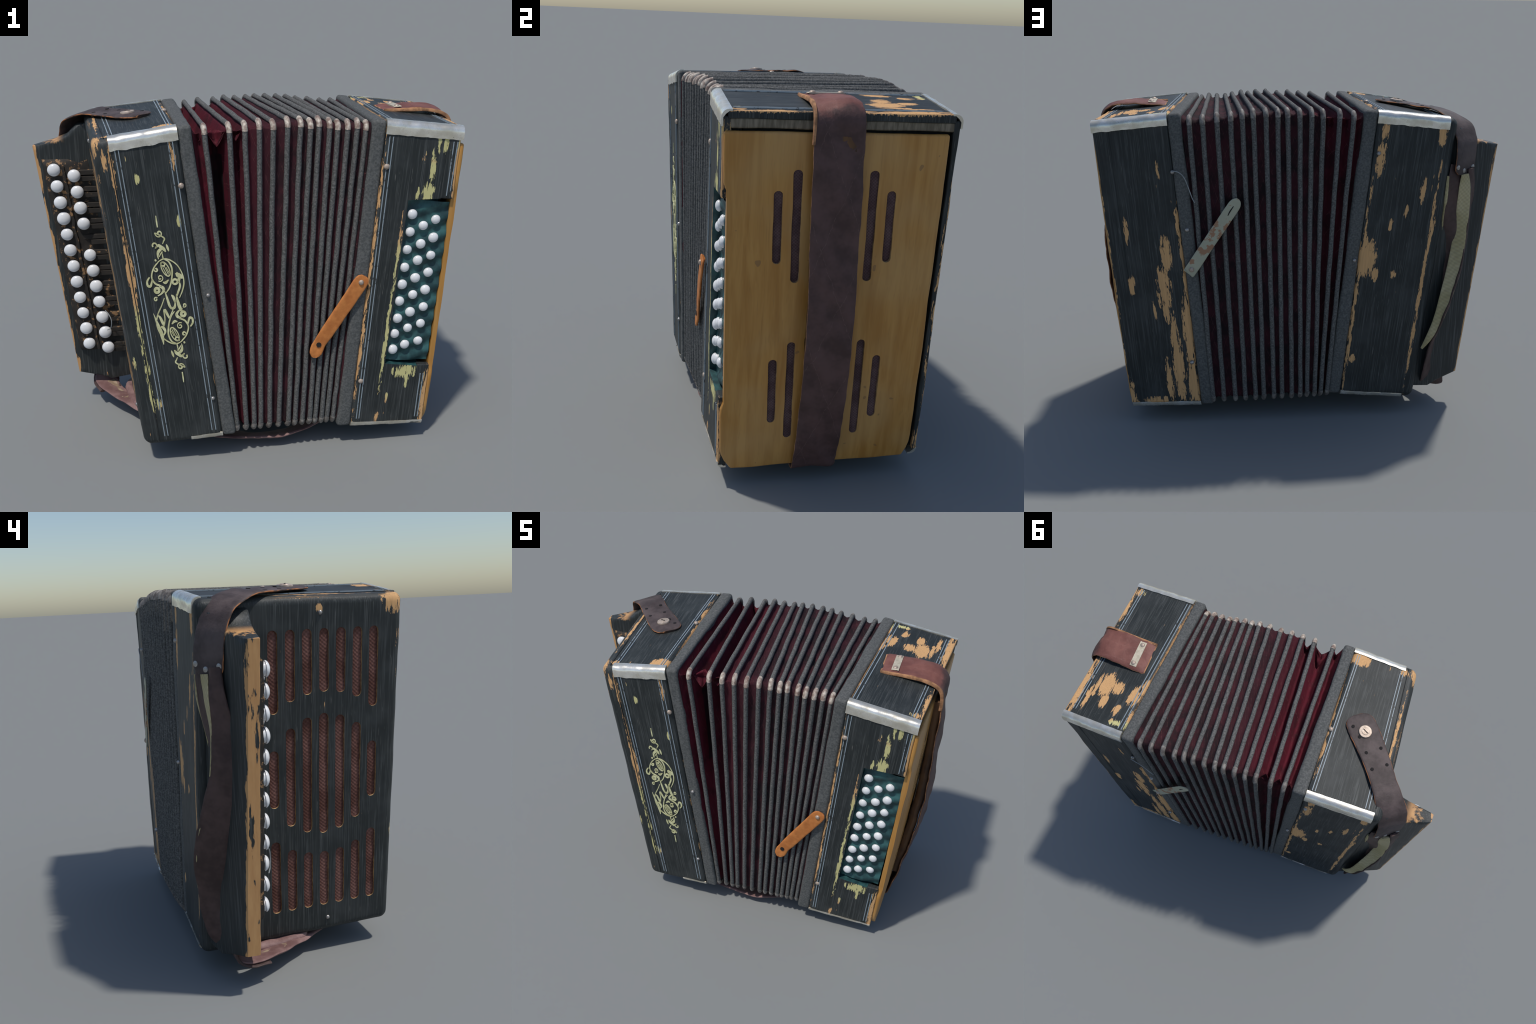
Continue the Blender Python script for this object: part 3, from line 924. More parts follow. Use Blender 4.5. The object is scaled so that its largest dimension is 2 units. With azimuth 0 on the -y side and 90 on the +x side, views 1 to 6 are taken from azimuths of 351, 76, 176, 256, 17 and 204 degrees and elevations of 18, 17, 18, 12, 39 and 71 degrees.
bass_button = mesh_of("bass_button", *dome(0.0232, 0.017, 0.018))
bass_button.materials.append(M_pearl)
nrm = unit(np.cross(right(1, 0, 0.5) - right(0, 0, 0.5), right(0.5, 0, 1) - right(0.5, 0, 0)))
nrm = nrm if nrm[1] < 0 else -nrm
for i in range(9):
    for col, (u0, u1, w0, w1, n) in enumerate(((0.516, 0.546, 0.722, 0.269, 9), (0.355, 0.386, 0.689, 0.288, 8), (0.196, 0.214, 0.710, 0.304, 8))):
        if i >= n:
            continue
        t = i / (n - 1)
        b = link("bass_button", bass_button, bass)
        aim(b, right(u0 + (u1 - u0) * t + random.gauss(0, 0.003), 0.024, w0 + (w1 - w0) * t + random.gauss(0, 0.0012)), nrm + rng.normal(0, 0.06, 3), random.uniform(0.95, 1.06), random.random() * 6)

# wavy leather floor of the well: a welt runs under every slanting row
P, F = [], []
nu, nw = 26, 110
for i in range(nw + 1):
    for j in range(nu + 1):
        a, b = j / nu, i / nw
        u = 0.60 - 0.575 * a + 0.03 * (1 - b)
        w = 0.232 + 0.535 * b
        ph = (w - 0.27 - 0.11 * (0.55 - u)) / 0.0566
        dep = 0.034 - 0.013 * (0.5 + 0.5 * math.cos(2 * math.pi * ph)) + 0.003 * fbm((u * 8, w * 20, 1), 1)
        P.append(right(u, dep, w))
for i in range(nw):
    for j in range(nu):
        a = i * (nu + 1) + j
        F.append((a, a + 1, a + nu + 2, a + nu + 1))
make("well_floor", P, F, M_teal, bass, angle=0)

# ------------------------------------------------------------- fingerboard (left)
outline = [(-0.866, 0.175), (-0.996, 1.380), (-0.999, 1.402), (-0.988, 1.415), (-0.925, 1.420), (-0.880, 1.425), (-0.836, 1.447), (-0.796, 1.488),
           (-0.765, 1.512), (-0.700, 1.518), (-0.56, 0.135), (-0.70, 0.128), (-0.80, 0.160), (-0.854, 0.166)]


def edge_x(z):
    return -0.8480 - 0.1074 * z


def in_board(x, z, face):
    """Depth of the front and back of the fingerboard."""
    t = np.clip((x - edge_x(z)) / 0.22, 0, 1.2)
    front = 0.213 + 0.022 * (1.4 - z) / 1.2 - 0.012 * t
    back = 0.270 + 0.030 * (1.4 - z) / 1.2 + 0.085 * t
    return front if face == "front" else back


def sheet_solid(poly, yf, yb, nz=60, nx=10, bevel=0.008):
    """Board filled between a front and a back surface over a leaning outline."""
    poly = np.array(poly)
    zs = np.linspace(poly[:, 1].min() + 1e-4, poly[:, 1].max() - 1e-4, nz)
    ends = []
    for z in zs:
        xs = []
        for i in range(len(poly)):
            a, b = poly[i], poly[(i + 1) % len(poly)]
            if (a[1] - z) * (b[1] - z) < 0:
                xs.append(a[0] + (b[0] - a[0]) * (z - a[1]) / (b[1] - a[1]))
        ends.append((min(xs), max(xs)))
    P, F = [], []
    ring = 2 * (nx + 1)
    for i, z in enumerate(zs):
        x0, x1 = ends[i]
        k = max(0.0, 1 - min(i, nz - 1 - i) / 1.5)
        for s in range(nx + 1):
            x = x0 + (x1 - x0) * (s / nx) ** 1.3
            e = bevel * max(0, 1 - s / 1.5) + 0.004 * k
            P.append((x, yf(x, z) + e + 0.0015 * fbm((x, 0, z), 12), z))
        for s in range(nx, -1, -1):
            x = x0 + (x1 - x0) * (s / nx) ** 1.3
            e = bevel * max(0, 1 - s / 1.5) + 0.004 * k
            P.append((x, yb(x, z) - e + 0.0015 * fbm((x, 5, z), 12), z))
    for i in range(nz - 1):
        for j in range(ring):
            a, b = i * ring + j, i * ring + (j + 1) % ring
            F.append((a, b, b + ring, a + ring))
    F += [tuple(range(ring)), tuple(range(nz * ring - 1, (nz - 1) * ring - 1, -1))]
    return P, outward(P, F)


board = make("fingerboard", *sheet_solid(outline, lambda x, z: in_board(x, z, "front"), lambda x, z: in_board(x, z, "back")), M_board, angle=50)

treble_button = mesh_of("treble_button", *dome(0.0330, 0.020, 0.03))
treble_button.materials.append(M_pearl)
lever = Parts()
for i in range(12):
    t = i / 11
    za, xa = 1.287 - 0.933 * t + 0.012 * math.sin(t * 3), -0.904 + 0.104 * t
    zb, xb = 1.256 - 0.929 * t + 0.012 * math.sin(t * 3), -0.810 + 0.106 * t
    for x, z, there in ((xa, za, True), (xb, zb, i != 4)):
        if there:
            b = link("treble_button", treble_button, board)
            aim(b, (x, in_board(x, z, "front") - 0.027, z), V3(-0.02, -1, 0.03) + rng.normal(0, 0.05, 3), random.uniform(0.96, 1.04), random.random() * 6)
    # levers that run from the buttons to the casing, one ledge per key
    for z, x0, tk in ((za - 0.036, xa + 0.05, 0.009), (zb - 0.034, xb + 0.02, 0.010)):
        x1 = x0 + 0.20
        y = in_board(x0, z, "front") - 0.008
        h, dpt = 0.030, tk + 0.004 * random.random()
        v = [(x0, y - 0.001, z), (x1, y - 0.001, z + 0.004), (x1, y - 0.001, z + h), (x0, y - 0.001, z + h),
             (x0, y - dpt, z + 0.004), (x1, y - dpt - 0.006, z + 0.008), (x1, y - dpt - 0.006, z + h - 0.003), (x0, y - dpt, z + h - 0.004)]
        lever.add(v, outward(v, [(0, 1, 2, 3), (4, 7, 6, 5), (0, 4, 5, 1), (1, 5, 6, 2), (2, 6, 7, 3), (3, 7, 4, 0)]))


# added plate standing in for the scan's fill between the buttons
P, F = [], []
for i in range(61):
    z = 1.335 - 1.03 * i / 60
    for j, (dx, up) in enumerate(((0.030, -0.002), (0.036, 0.016), (0.07, 0.022), (0.11, 0.022), (0.15, 0.020), (0.20, 0.006), (0.25, 0.002))):
        x = edge_x(z) + dx
        k = 0.0 if i in (0, 60) else 1.0
        P.append((x, in_board(x, z, "front") - (up + 0.006 * fbm((x * 4, 1, z * 4), 6)) * k + 0.001, z))
for i in range(60):
    for j in range(6):
        a = i * 7 + j
        F.append((a, a + 1, a + 8, a + 7))
KEY_FILL = (P, F)


def lever_wood():
    m = Mat("lever_wood")
    n = m.noise(m.obj, 30, 4, 0.65)
    n2 = m.noise(m.obj, 7, 2)
    f = m.step(m.math("ADD", n, m.math("MULTIPLY", n2, 0.35)), 0.75, 0.81)
    c = m.mix(f, m.mix(n, (0.010, 0.010, 0.010), (0.055, 0.045, 0.036)), (0.30, 0.17, 0.08))
    return m.done(c, 0.7, 0, 0.3)


M_lever = lever_wood()
make("button_gap_fill", *KEY_FILL, M_lever, board, angle=50)
o = make("key_lever", lever.v, lever.f, M_lever, board, angle=30)
o["kind"] = "stuff"
# ridge of bare wood between the two rows of buttons
P, F = [], []
for i in range(41):
    t = i / 40
    z, x = 1.30 - 0.98 * t, -0.862 + 0.109 * t + 0.004 * fbm((0, t * 14, 0))
    y = in_board(x, z, "front") - 0.016
    wd = 0.010 + 0.004 * fbm((3, t * 20, 0))
    for dx, dy in ((-wd, 0.002), (-wd * 0.6, -0.016), (wd * 0.6, -0.016), (wd, 0.002)):
        P.append((x + dx, y + dy, z))
for i in range(40):
    for j in range(3):
        a = i * 4 + j
        F.append((a, a + 1, a + 5, a + 4))
make("key_rail", P, F, M_lever, board)

# -------------------------------------------------------------------------- bellows
# 14 ribs: x of each rib at front top, front foot, back top and back foot
rib_ft = [-0.218, -0.124, -0.058, 0.009, 0.072, 0.129, 0.182, 0.227, 0.272, 0.314, 0.356, 0.396, 0.437, 0.479]
rib_fb = [-0.102, -0.059, -0.026, 0.011, 0.057, 0.100, 0.143, 0.177, 0.211, 0.246, 0.277, 0.308, 0.340, 0.365]
rib_bt = [-0.256, -0.186, -0.109, -0.052, 0.002, 0.057, 0.110, 0.164, 0.218, 0.273, 0.332, 0.391, 0.460, 0.522]
rib_bb = [-0.149, -0.120, -0.089, -0.052, -0.013, 0.030, 0.075, 0.123, 0.168, 0.215, 0.266, 0.316, 0.375, 0.434]


class Ring:
    """A rounded rectangle hung on four corners (front top, back top, back foot, front foot)."""

    def __init__(self, ft, bt, bb, fb):
        self.q = [np.array(a, float) for a in (ft, bt, bb, fb)]
        self.D = (np.linalg.norm(self.q[0] - self.q[1]) + np.linalg.norm(self.q[3] - self.q[2])) / 2
        self.H = (np.linalg.norm(self.q[0] - self.q[3]) + np.linalg.norm(self.q[1] - self.q[2])) / 2

    def at(self, y, z):
        s, t = y / self.D, z / self.H
        ft, bt, bb, fb = self.q
        return (ft * (1 - s) + bt * s) * t + (fb * (1 - s) + bb * s) * (1 - t)

    def path(self, r=0.036, n_side=26, n_top=16, n_arc=7):
        """Loop of (y, z, ny, nz, corner) around the rectangle."""
        D, H = self.D, self.H
        out = []
        for (cy, cz, a0), n in zip(((D - r, H - r, 90), (D - r, r, 0), (r, r, -90), (r, H - r, -180)), (n_side, n_top, n_side, n_top)):
            for k in range(n_arc):
                a = math.radians(a0 - 90 * k / (n_arc - 1))
                out.append((cy + r * math.cos(a), cz + r * math.sin(a), math.cos(a), math.sin(a), 1))
            a = math.radians(a0 - 90)
            y0, z0 = out[-1][0], out[-1][1]
            span = H - 2 * r if abs(math.cos(a)) > 0.5 else D - 2 * r
            dy, dz = (0, -1) if math.cos(a) > 0.5 else (-1, 0) if math.sin(a) < -0.5 else (0, 1) if math.cos(a) < -0.5 else (1, 0)
            for k in range(1, n):
                out.append((y0 + dy * span * k / n, z0 + dz * span * k / n, math.cos(a), math.sin(a), 0))
        return out


rings = [Ring(left(1.165, 0.008, 0.990), left(1.165, 0.992, 0.990), left(1.150, 0.992, 0.010), left(1.150, 0.008, 0.010))]
for i in range(14):
    t = i / 13
    zt = 1.573 + 0.019 * math.sin(math.pi * min(1, t * 1.15 + 0.02)) ** 0.8
    zj = random.gauss(0, 0.0028)
    bulge = 0.006 * math.sin(math.pi * t)
    xj = [random.gauss(0, 0.0028) for _ in range(4)]
    out = 0.008 * math.sin(math.pi * t)
    rings.append(Ring((rib_ft[i] + xj[0], -0.438 + 0.040 * min(1, t * 1.35) - out, zt + zj), (rib_bt[i] + xj[1], 0.412 + 0.034 * t + bulge, zt + 0.006 - 0.014 * max(0, t - 0.7) / 0.3 + random.gauss(0, 0.0028)),
                      (rib_bb[i] + xj[2], 0.434 + 0.016 * t + bulge, 0.116 - 0.014 * t), (rib_fb[i] + xj[3], -0.424 + 0.026 * t, 0.126 - 0.010 * t)))
rings.append(Ring(right(1.178, 0.010, 0.990), right(1.178, 0.990, 0.990), right(1.165, 0.990, 0.010), right(1.165, 0.010, 0.010)))

P, F = [], []
paths = [r.path() for r in rings]
N = len(paths[0])
layers = []
for i in range(len(rings) - 1):
    a, b = rings[i], rings[i + 1]
    last = 8
    for k in range(last + (i == len(rings) - 2)):
        s = k / last
        dip = 1 - abs(2 * s - 1) ** 1.25
        row = []
        for j in range(N):
            ya, za, ny, nz, _ = paths[i][j]
            yb, zb, _, _, _ = paths[i + 1][j]
            span = np.linalg.norm(a.at(ya, za) - b.at(yb, zb))
            d = 0.014 + min(0.060, span * (0.55 if i < 3 else 0.32))
            zr = za / a.H
            if i in (1, 2) and ny < -0.5:
                # torn, sunken folds high on the front
                d += (0.085 if i == 1 else 0.03) * math.exp(-(((zr - (0.78 if i == 1 else 0.9)) / (0.20 if i == 1 else 0.06)) ** 4))
            if nz > 0.5:
                d = d + 0.022 if i < 3 else d * (0.85 if i < 5 else 0.5)
            elif i >= 3:
                d *= 0.42 if ny < -0.5 else 0.50
            d = d * dip
            crump = 0.0055 * fbm((i * 3.1, ya * 2.2, za * 2.2), 9) * dip
            pa = a.at(ya - ny * (d + 0.006), za - nz * (d + 0.006))
            pb = b.at(yb - ny * (d + 0.006), zb - nz * (d + 0.006))
            p = pa * (1 - s) + pb * s
            row.append(p + V3(crump * 0.8, crump * ny, crump * nz))
        layers.append(row)
for row in layers:
    P += row
for i in range(len(layers) - 1):
    for j in range(N):
        a, b = i * N + j, i * N + (j + 1) % N
        F.append((a, b, b + N, a + N))
F += [tuple(range(N)), tuple(range(len(layers) * N - 1, (len(layers) - 1) * N - 1, -1))]
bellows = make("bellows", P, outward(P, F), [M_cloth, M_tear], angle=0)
for i in range(8 + 2, 8 + 6):  # valley faces coloured dark where the split gapes, nothing is cut open
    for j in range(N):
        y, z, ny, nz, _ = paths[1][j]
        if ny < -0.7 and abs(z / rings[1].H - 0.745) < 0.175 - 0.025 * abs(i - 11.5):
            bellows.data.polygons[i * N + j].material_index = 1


def tube(ring, path, idx, half, depth, seed, closed, lift=0.0, n=10):
    """Binding strip swept round the edge of a rib."""
    k = len(path)
    pts = []
    for j in idx:
        y, z, ny, nz, _ = path[j % k]
        p = ring.at(y, z)
        e = 0.001
        nv = unit(ring.at(y + ny * e, z + nz * e) - p)
        tv = unit(ring.at(y - nz * e, z + ny * e) - p)
        mv = unit(np.cross(nv, tv))
        w = 0.0022 * fbm((seed, y * 3, z * 3), 3.0)
        row = []
        for c in range(n):
            a = 2 * math.pi * c / n
            ca, sa = math.cos(a), math.sin(a)
            sh = lambda q: math.copysign(abs(q) ** 0.75, q)
            row.append(p + mv * (half * sh(ca) * (1 - 0.42 * max(0.0, sa)) + w) + nv * (depth * sh(sa) - depth * 0.55 + lift + 0.4 * w))
        pts.append(row)
    P = [q for row in pts for q in row]
    F = []
    m = len(pts)
    for i in range(m if closed else m - 1):
        for c in range(n):
            a, b = i * n + c, i * n + (c + 1) % n
            i2 = (i + 1) % m
            F.append((a, b, i2 * n + (c + 1) % n, i2 * n + c))
    if not closed:
        F += [tuple(range(n)), tuple(range(m * n - 1, (m - 1) * n - 1, -1))]
    return P, outward(P, F)


for i in range(1, 15):
    r, pth = rings[i], paths[i]
    rib = make("bellows_rib", *tube(r, pth, range(N), 0.0118, 0.0112, i * 1.7, True, 0.0018), M_tape, bellows, angle=60)
    arcs, cur = [], []
    for j in range(N):
        if pth[j][4]:
            cur.append(j)
        elif cur:
            arcs.append(cur)
            cur = []
    for arc in arcs:
        idx = arc
        make("rib_corner", *tube(r, pth, idx, 0.0128, 0.0122, i * 1.7, False, 0.0028), M_corner if np.mean([pth[j][2] for j in arc]) < 0 and np.mean([pth[j][3] for j in arc]) > 0 else M_corner_dull, bellows, angle=60)

# leatherette frames between casings and bellows
for case, u1 in ((left, 1.165), (right, 1.175)):
    q = rounded(case, (0.993 * case.W, 0.004, 0.002), (u1 * case.W, case.D - 0.004, case.H - 0.002), 0.016, step=0.028, wob=0.003, seed=55)
    make("bellows_frame", q[0], q[1], M_frame, root, angle=45)

# ------------------------------------------------------------------- screws, studs
screw = mesh_of("screw", *lathe([(0.013, -0.004), (0.0135, 0.0), (0.012, 0.004), (0.009, 0.007), (0.005, 0.0085), (0.001, 0.009)], 18))
screw.materials.append(M_brass)
stud = mesh_of("stud", *lathe([(0.011, -0.004), (0.011, 0.0), (0.0095, 0.005), (0.006, 0.0085), (0.001, 0.010)], 18))
stud.materials.append(M_silver)
spots = [(left, screw, 0.943, 0, 0.832), (left, stud, 0.937, 0, 0.142), (left, stud, 1.069, 0, 0.488), (right, screw, 0.938, 0, 0.865), (right, screw, 0.930, 0, 0.165),
         (left, stud, 0.93, 1, 0.865), (left, stud, 1.05, 1, 0.50), (right, stud, 0.985, 1, 0.82), (right, stud, 0.935, 1, 0.165), (left, screw, 0.96, 2, 0.56), (right, stud, 1.09, 1, 0.63)]
for case, me, u, face, w in spots:
    v, ww = (0.0, w) if face == 0 else (1.0, w) if face == 1 else (w, 1.0)
    o = link(me.name, me, root)
    aim(o, case(u, v, ww), (0, -1, 0) if face == 0 else (0, 1, 0) if face == 1 else (0.1, 0, 1), random.uniform(0.85, 1.05), random.random() * 3)
# nails in the end of the treble casing
for v, w in ((0.42, 0.955), (0.345, 0.045)):
    o = link("stud", stud, treble)
    aim(o, left(0.004, v, w), (-1, -0.1, -0.1), 0.9)

# -------------------------------------------------------------------------- straps
def strap(name, ctrl, thick, mat, parent=root, n=10, m=12, wav=0.003, edge=None, seed=0.0, side=0.0):
    """Leather strap: rows of (centre, width direction, width); swept smoothly."""
    rows = [np.concatenate([np.array(c, float), unit(d), [w]]) for c, d, w in ctrl]
    S = smooth_path(rows, n)
    C, Dv, Wd = S[:, :3], S[:, 3:6], S[:, 6]
    k = len(S)
    loops = []
    for i in range(k):
        tan = unit(C[min(i + 1, k - 1)] - C[max(i - 1, 0)])
        d = unit(Dv[i] - tan * np.dot(tan, Dv[i]))
        nv = unit(np.cross(tan, d))
        row = []
        w = max(Wd[i], 0.004)
        for sgn in (1, -1):
            for j in range(m + 1):
                t = -1 + 2 * j / m
                t = math.copysign(1 - (1 - abs(t)) ** 1.9, t)
                t = t if sgn > 0 else -t
                h = thick / 2 * (1 - abs(t) ** 8) ** 0.5
                e = 1 + 0.03 * fbm((i * 0.25, seed, t), 1.0)
                ripple = wav * fbm((C[i][0] * 7 + seed, C[i][2] * 7 + t * 0.8, C[i][1] * 7), 1.0)
                row.append(C[i] + d * t * w / 2 * e + nv * (sgn * h + ripple + side * (1 - t * t)))
        loops.append(row)
    L = len(loops[0])
    P = [p for r in loops for p in r]
    F = []
    for i in range(k - 1):
        for j in range(L):
            a, b = i * L + j, i * L + (j + 1) % L
            F.append((a, b, b + L, a + L))
    F += [tuple(range(L)), tuple(range(k * L - 1, (k - 1) * L - 1, -1))]
    o = make(name, P, outward(P, F), [mat] + ([edge] if edge else []), parent, angle=50)
    if edge:
        rim = {0, m - 1, m, m + 1, 2 * m, 2 * m + 1}
        for i in range((k - 1) * L):
            if i % L in rim or i // L < 2:
                o.data.polygons[i].material_index = 1
        o.data.polygons[len(F) - 2].material_index = 1
    return o, (C, Dv)


# wide wrist strap over the end panel
dy = V3(0.02, 1, 0)
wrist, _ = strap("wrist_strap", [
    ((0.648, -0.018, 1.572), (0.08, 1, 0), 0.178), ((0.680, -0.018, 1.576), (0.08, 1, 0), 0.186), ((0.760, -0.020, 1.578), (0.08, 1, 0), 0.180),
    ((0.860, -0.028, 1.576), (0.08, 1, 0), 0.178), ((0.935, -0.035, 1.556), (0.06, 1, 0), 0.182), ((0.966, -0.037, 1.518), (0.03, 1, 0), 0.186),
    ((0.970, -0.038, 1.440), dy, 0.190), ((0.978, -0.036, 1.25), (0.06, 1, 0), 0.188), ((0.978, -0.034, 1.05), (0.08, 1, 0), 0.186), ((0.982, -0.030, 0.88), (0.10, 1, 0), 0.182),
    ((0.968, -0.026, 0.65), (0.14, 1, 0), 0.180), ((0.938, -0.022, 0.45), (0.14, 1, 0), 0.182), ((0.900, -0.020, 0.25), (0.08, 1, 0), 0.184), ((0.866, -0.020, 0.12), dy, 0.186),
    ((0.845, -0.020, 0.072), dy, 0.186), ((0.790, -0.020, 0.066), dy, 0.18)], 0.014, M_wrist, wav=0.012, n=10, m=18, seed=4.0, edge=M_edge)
# added filler block: the scan fuses strap and panel, no padding there
strap("strap_gap_fill", [((0.944, -0.034, 1.460), dy, 0.160), ((0.950, -0.034, 1.25), dy, 0.168), ((0.952, -0.032, 1.05), dy, 0.170), ((0.944, -0.028, 0.85), dy, 0.166),
                        ((0.924, -0.024, 0.65), dy, 0.164), ((0.900, -0.020, 0.45), dy, 0.162), ((0.872, -0.018, 0.25), dy, 0.160)], 0.052, M_gap_fill, wrist, wav=0.006, n=8, seed=5.0)
strap("strap_plate", [((0.700, -0.019, 1.5845), (0.08, 1, 0.0), 0.148), ((0.736, -0.019, 1.5865), (0.08, 1, 0.0), 0.148)], 0.007, M_plate, wrist, wav=0.0)
for y in (-0.073, 0.037):
    o = link("screw", screw, wrist)
    aim(o, (0.7175 + 0.004 * (y > 0), y, 1.587), (0.0, 0, 1), 1.0)
strap("raw_leather_edge", [((0.650, -0.106, 1.570), (0, 1, -0.3), 0.014), ((0.76, -0.110, 1.573), (0, 1, -0.3), 0.012), ((0.86, -0.117, 1.571), (0, 1, -0.3), 0.012),
                           ((0.932, -0.125, 1.552), (0, 1, 0), 0.012), ((0.962, -0.129, 1.514), (0, 1, 0), 0.011), ((0.969, -0.132, 1.43), (0, 1, 0), 0.008)], 0.016, M_edge, wrist, wav=0.003)

# dark shoulder strap screwed to the treble casing, bending down behind the keys
wdir = unit((-0.116, -0.10, 0))
upper, upper_line = strap("shoulder_strap", [
    ((-0.470, -0.092, 1.576), (-0.72, -0.66, -0.08), 0.060), ((-0.478, -0.082, 1.578), (-0.74, -0.65, -0.08), 0.118), ((-0.500, -0.054, 1.578), (-0.75, -0.64, -0.1), 0.152),
    ((-0.545, -0.003, 1.573), (-0.75, -0.64, -0.1), 0.154), ((-0.640, 0.110, 1.568), (-0.76, -0.63, -0.1), 0.140), ((-0.716, 0.213, 1.562), (-0.78, -0.60, -0.16), 0.138),
    ((-0.786, 0.306, 1.518), (-0.84, -0.48, -0.22), 0.158), ((-0.814, 0.346, 1.450), (-0.82, -0.56, -0.08), 0.152), ((-0.814, 0.362, 1.390), (-0.80, -0.60, 0), 0.150),
    ((-0.811, 0.368, 1.330), (-0.80, -0.60, 0), 0.150), ((-0.808, 0.370, 1.290), (-0.80, -0.60, 0), 0.142), ((-0.806, 0.372, 1.268), (-0.80, -0.60, 0), 0.090)],
    0.012, M_brown, wav=0.005, n=8, seed=9.0, edge=M_edge_dark)
washer = mesh_of("strap_screw", *lathe([(0.033, -0.006), (0.034, 0.002), (0.032, 0.007), (0.020, 0.008), (0.018, 0.010), (0.001, 0.010)], 28))
washer.materials.append(M_brass)
o = link("strap_screw", washer, upper)
aim(o, (-0.536, -0.016, 1.581), (-0.13, 0, 1), 1.0)
slot_v = [(x, y, z) for z in (0.0095, 0.0115) for x, y in ((-0.016, -0.002), (0.016, -0.002), (0.016, 0.002), (-0.016, 0.002))]
s = make("screw_slot_mark", slot_v, outward(slot_v, [(0, 1, 2, 3), (7, 6, 5, 4), (0, 1, 5, 4), (1, 2, 6, 5), (2, 3, 7, 6), (3, 0, 4, 7)]), M_hole_mark, upper)  # dark block set on the washer, no slot is cut
aim(s, (-0.536, -0.016, 1.581), (-0.13, 0, 1), 1.0, 1.1)
hole = mesh_of("dark_hole_mark", *lathe([(0.009, -0.004), (0.009, 0.0012), (0.001, 0.0014)], 14))  # dark disc laid on the leather, nothing is punched through
hole.materials.append(M_hole_mark)
for a, sd in ((0.275, 0.034), (0.262, -0.046), (0.355, -0.036), (0.360, 0.046), (0.43, -0.036), (0.435, 0.044), (0.50, -0.038), (0.505, 0.042)):
    C, Dv = upper_line
    i = int(a * (len(C) - 1) * 0.78)
    tan, d = unit(C[i + 1] - C[i - 1]), unit(Dv[i])
    nv = np.cross(tan, d)
    nv = unit(nv if nv[2] > 0 else -nv)
    o = link("dark_hole_mark", hole, upper)
    aim(o, C[i] + d * sd + nv * 0.0058, nv, 1.0)
rivet = mesh_of("rivet", *lathe([(0.0125, -0.006), (0.013, 0.0), (0.011, 0.004), (0.006, 0.006), (0.001, 0.0065)], 18))
rivet.materials.append(M_silver)
for p in ((-0.765, 0.406, 1.312), (-0.803, 0.377, 1.291), (-0.856, 0.338, 1.303)):
    o = link("rivet", rivet, upper)
    aim(o, p, (-0.6, 0.8, 0.02))

# maroon hand strap with a canvas facing, from the rivets to the foot of the keyboard
hand, _ = strap("hand_strap", [
    ((-0.770, 0.372, 1.32), (-0.85, -0.52, 0), 0.090), ((-0.765, 0.384, 1.24), (-0.90, -0.40, 0), 0.095), ((-0.766, 0.372, 1.10), (-0.95, -0.20, 0), 0.100),
    ((-0.765, 0.358, 0.95), (-0.95, 0.1, 0), 0.095), ((-0.755, 0.352, 0.80), (-0.95, 0.2, 0), 0.085), ((-0.735, 0.350, 0.68), (-0.95, 0.2, 0), 0.06)], 0.010, M_maroon_dark, wav=0.007, n=9, seed=14.0)
strap("canvas_facing", [
    ((-0.808, 0.385, 1.275), (-0.85, -0.50, 0), 0.044), ((-0.812, 0.384, 1.20), (-0.97, -0.10, 0), 0.060), ((-0.813, 0.370, 1.05), (-0.95, 0.28, 0), 0.066), ((-0.803, 0.376, 0.91), (-0.95, 0.32, 0), 0.066),
    ((-0.778, 0.402, 0.78), (-0.93, 0.36, 0), 0.066), ((-0.746, 0.428, 0.66), (-0.9, 0.4, 0), 0.062), ((-0.708, 0.442, 0.53), (-0.9, 0.35, 0), 0.048), ((-0.668, 0.434, 0.43), (-0.9, 0.25, 0), 0.030), ((-0.642, 0.416, 0.37), (-0.9, 0.2, 0), 0.012)],
    0.010, M_canvas, hand, wav=0.006, n=9, seed=14.0)
strap("canvas_binding", [((-0.722, 0.400, 1.27), (-0.8, -0.6, 0), 0.010), ((-0.719, 0.400, 1.18), (-0.8, -0.6, 0), 0.011), ((-0.718, 0.378, 1.07), (-0.8, -0.6, 0), 0.011), ((-0.719, 0.352, 0.92), (-0.8, -0.6, 0), 0.010), ((-0.722, 0.345, 0.82), (-0.8, -0.6, 0), 0.006)], 0.012, M_canvas, hand, wav=0.003)
strap("strap_border", [
    ((-0.846, 0.352, 1.30), (-0.70, -0.70, 0), 0.050), ((-0.853, 0.350, 1.18), (-0.50, -0.86, 0), 0.070), ((-0.856, 0.336, 1.05), (-0.36, -0.92, 0), 0.095), ((-0.848, 0.340, 0.91), (-0.30, -0.95, 0), 0.110),
    ((-0.822, 0.362, 0.78), (-0.30, -0.95, 0), 0.125), ((-0.788, 0.384, 0.66), (-0.30, -0.95, 0), 0.132), ((-0.746, 0.396, 0.53), (-0.32, -0.94, 0), 0.134), ((-0.708, 0.382, 0.41), (-0.38, -0.92, 0), 0.130),
    ((-0.694, 0.374, 0.30), (-0.55, -0.83, 0), 0.132), ((-0.704, 0.352, 0.20), (-0.75, -0.60, -0.15), 0.140), ((-0.724, 0.312, 0.130), (-0.9, -0.2, -0.25), 0.140), ((-0.728, 0.260, 0.094), (-1, 0, 0), 0.135), ((-0.705, 0.190, 0.084), (-1, -0.1, 0), 0.120)],
    0.014, M_maroon_dark, hand, wav=0.009, n=9, seed=16.0)

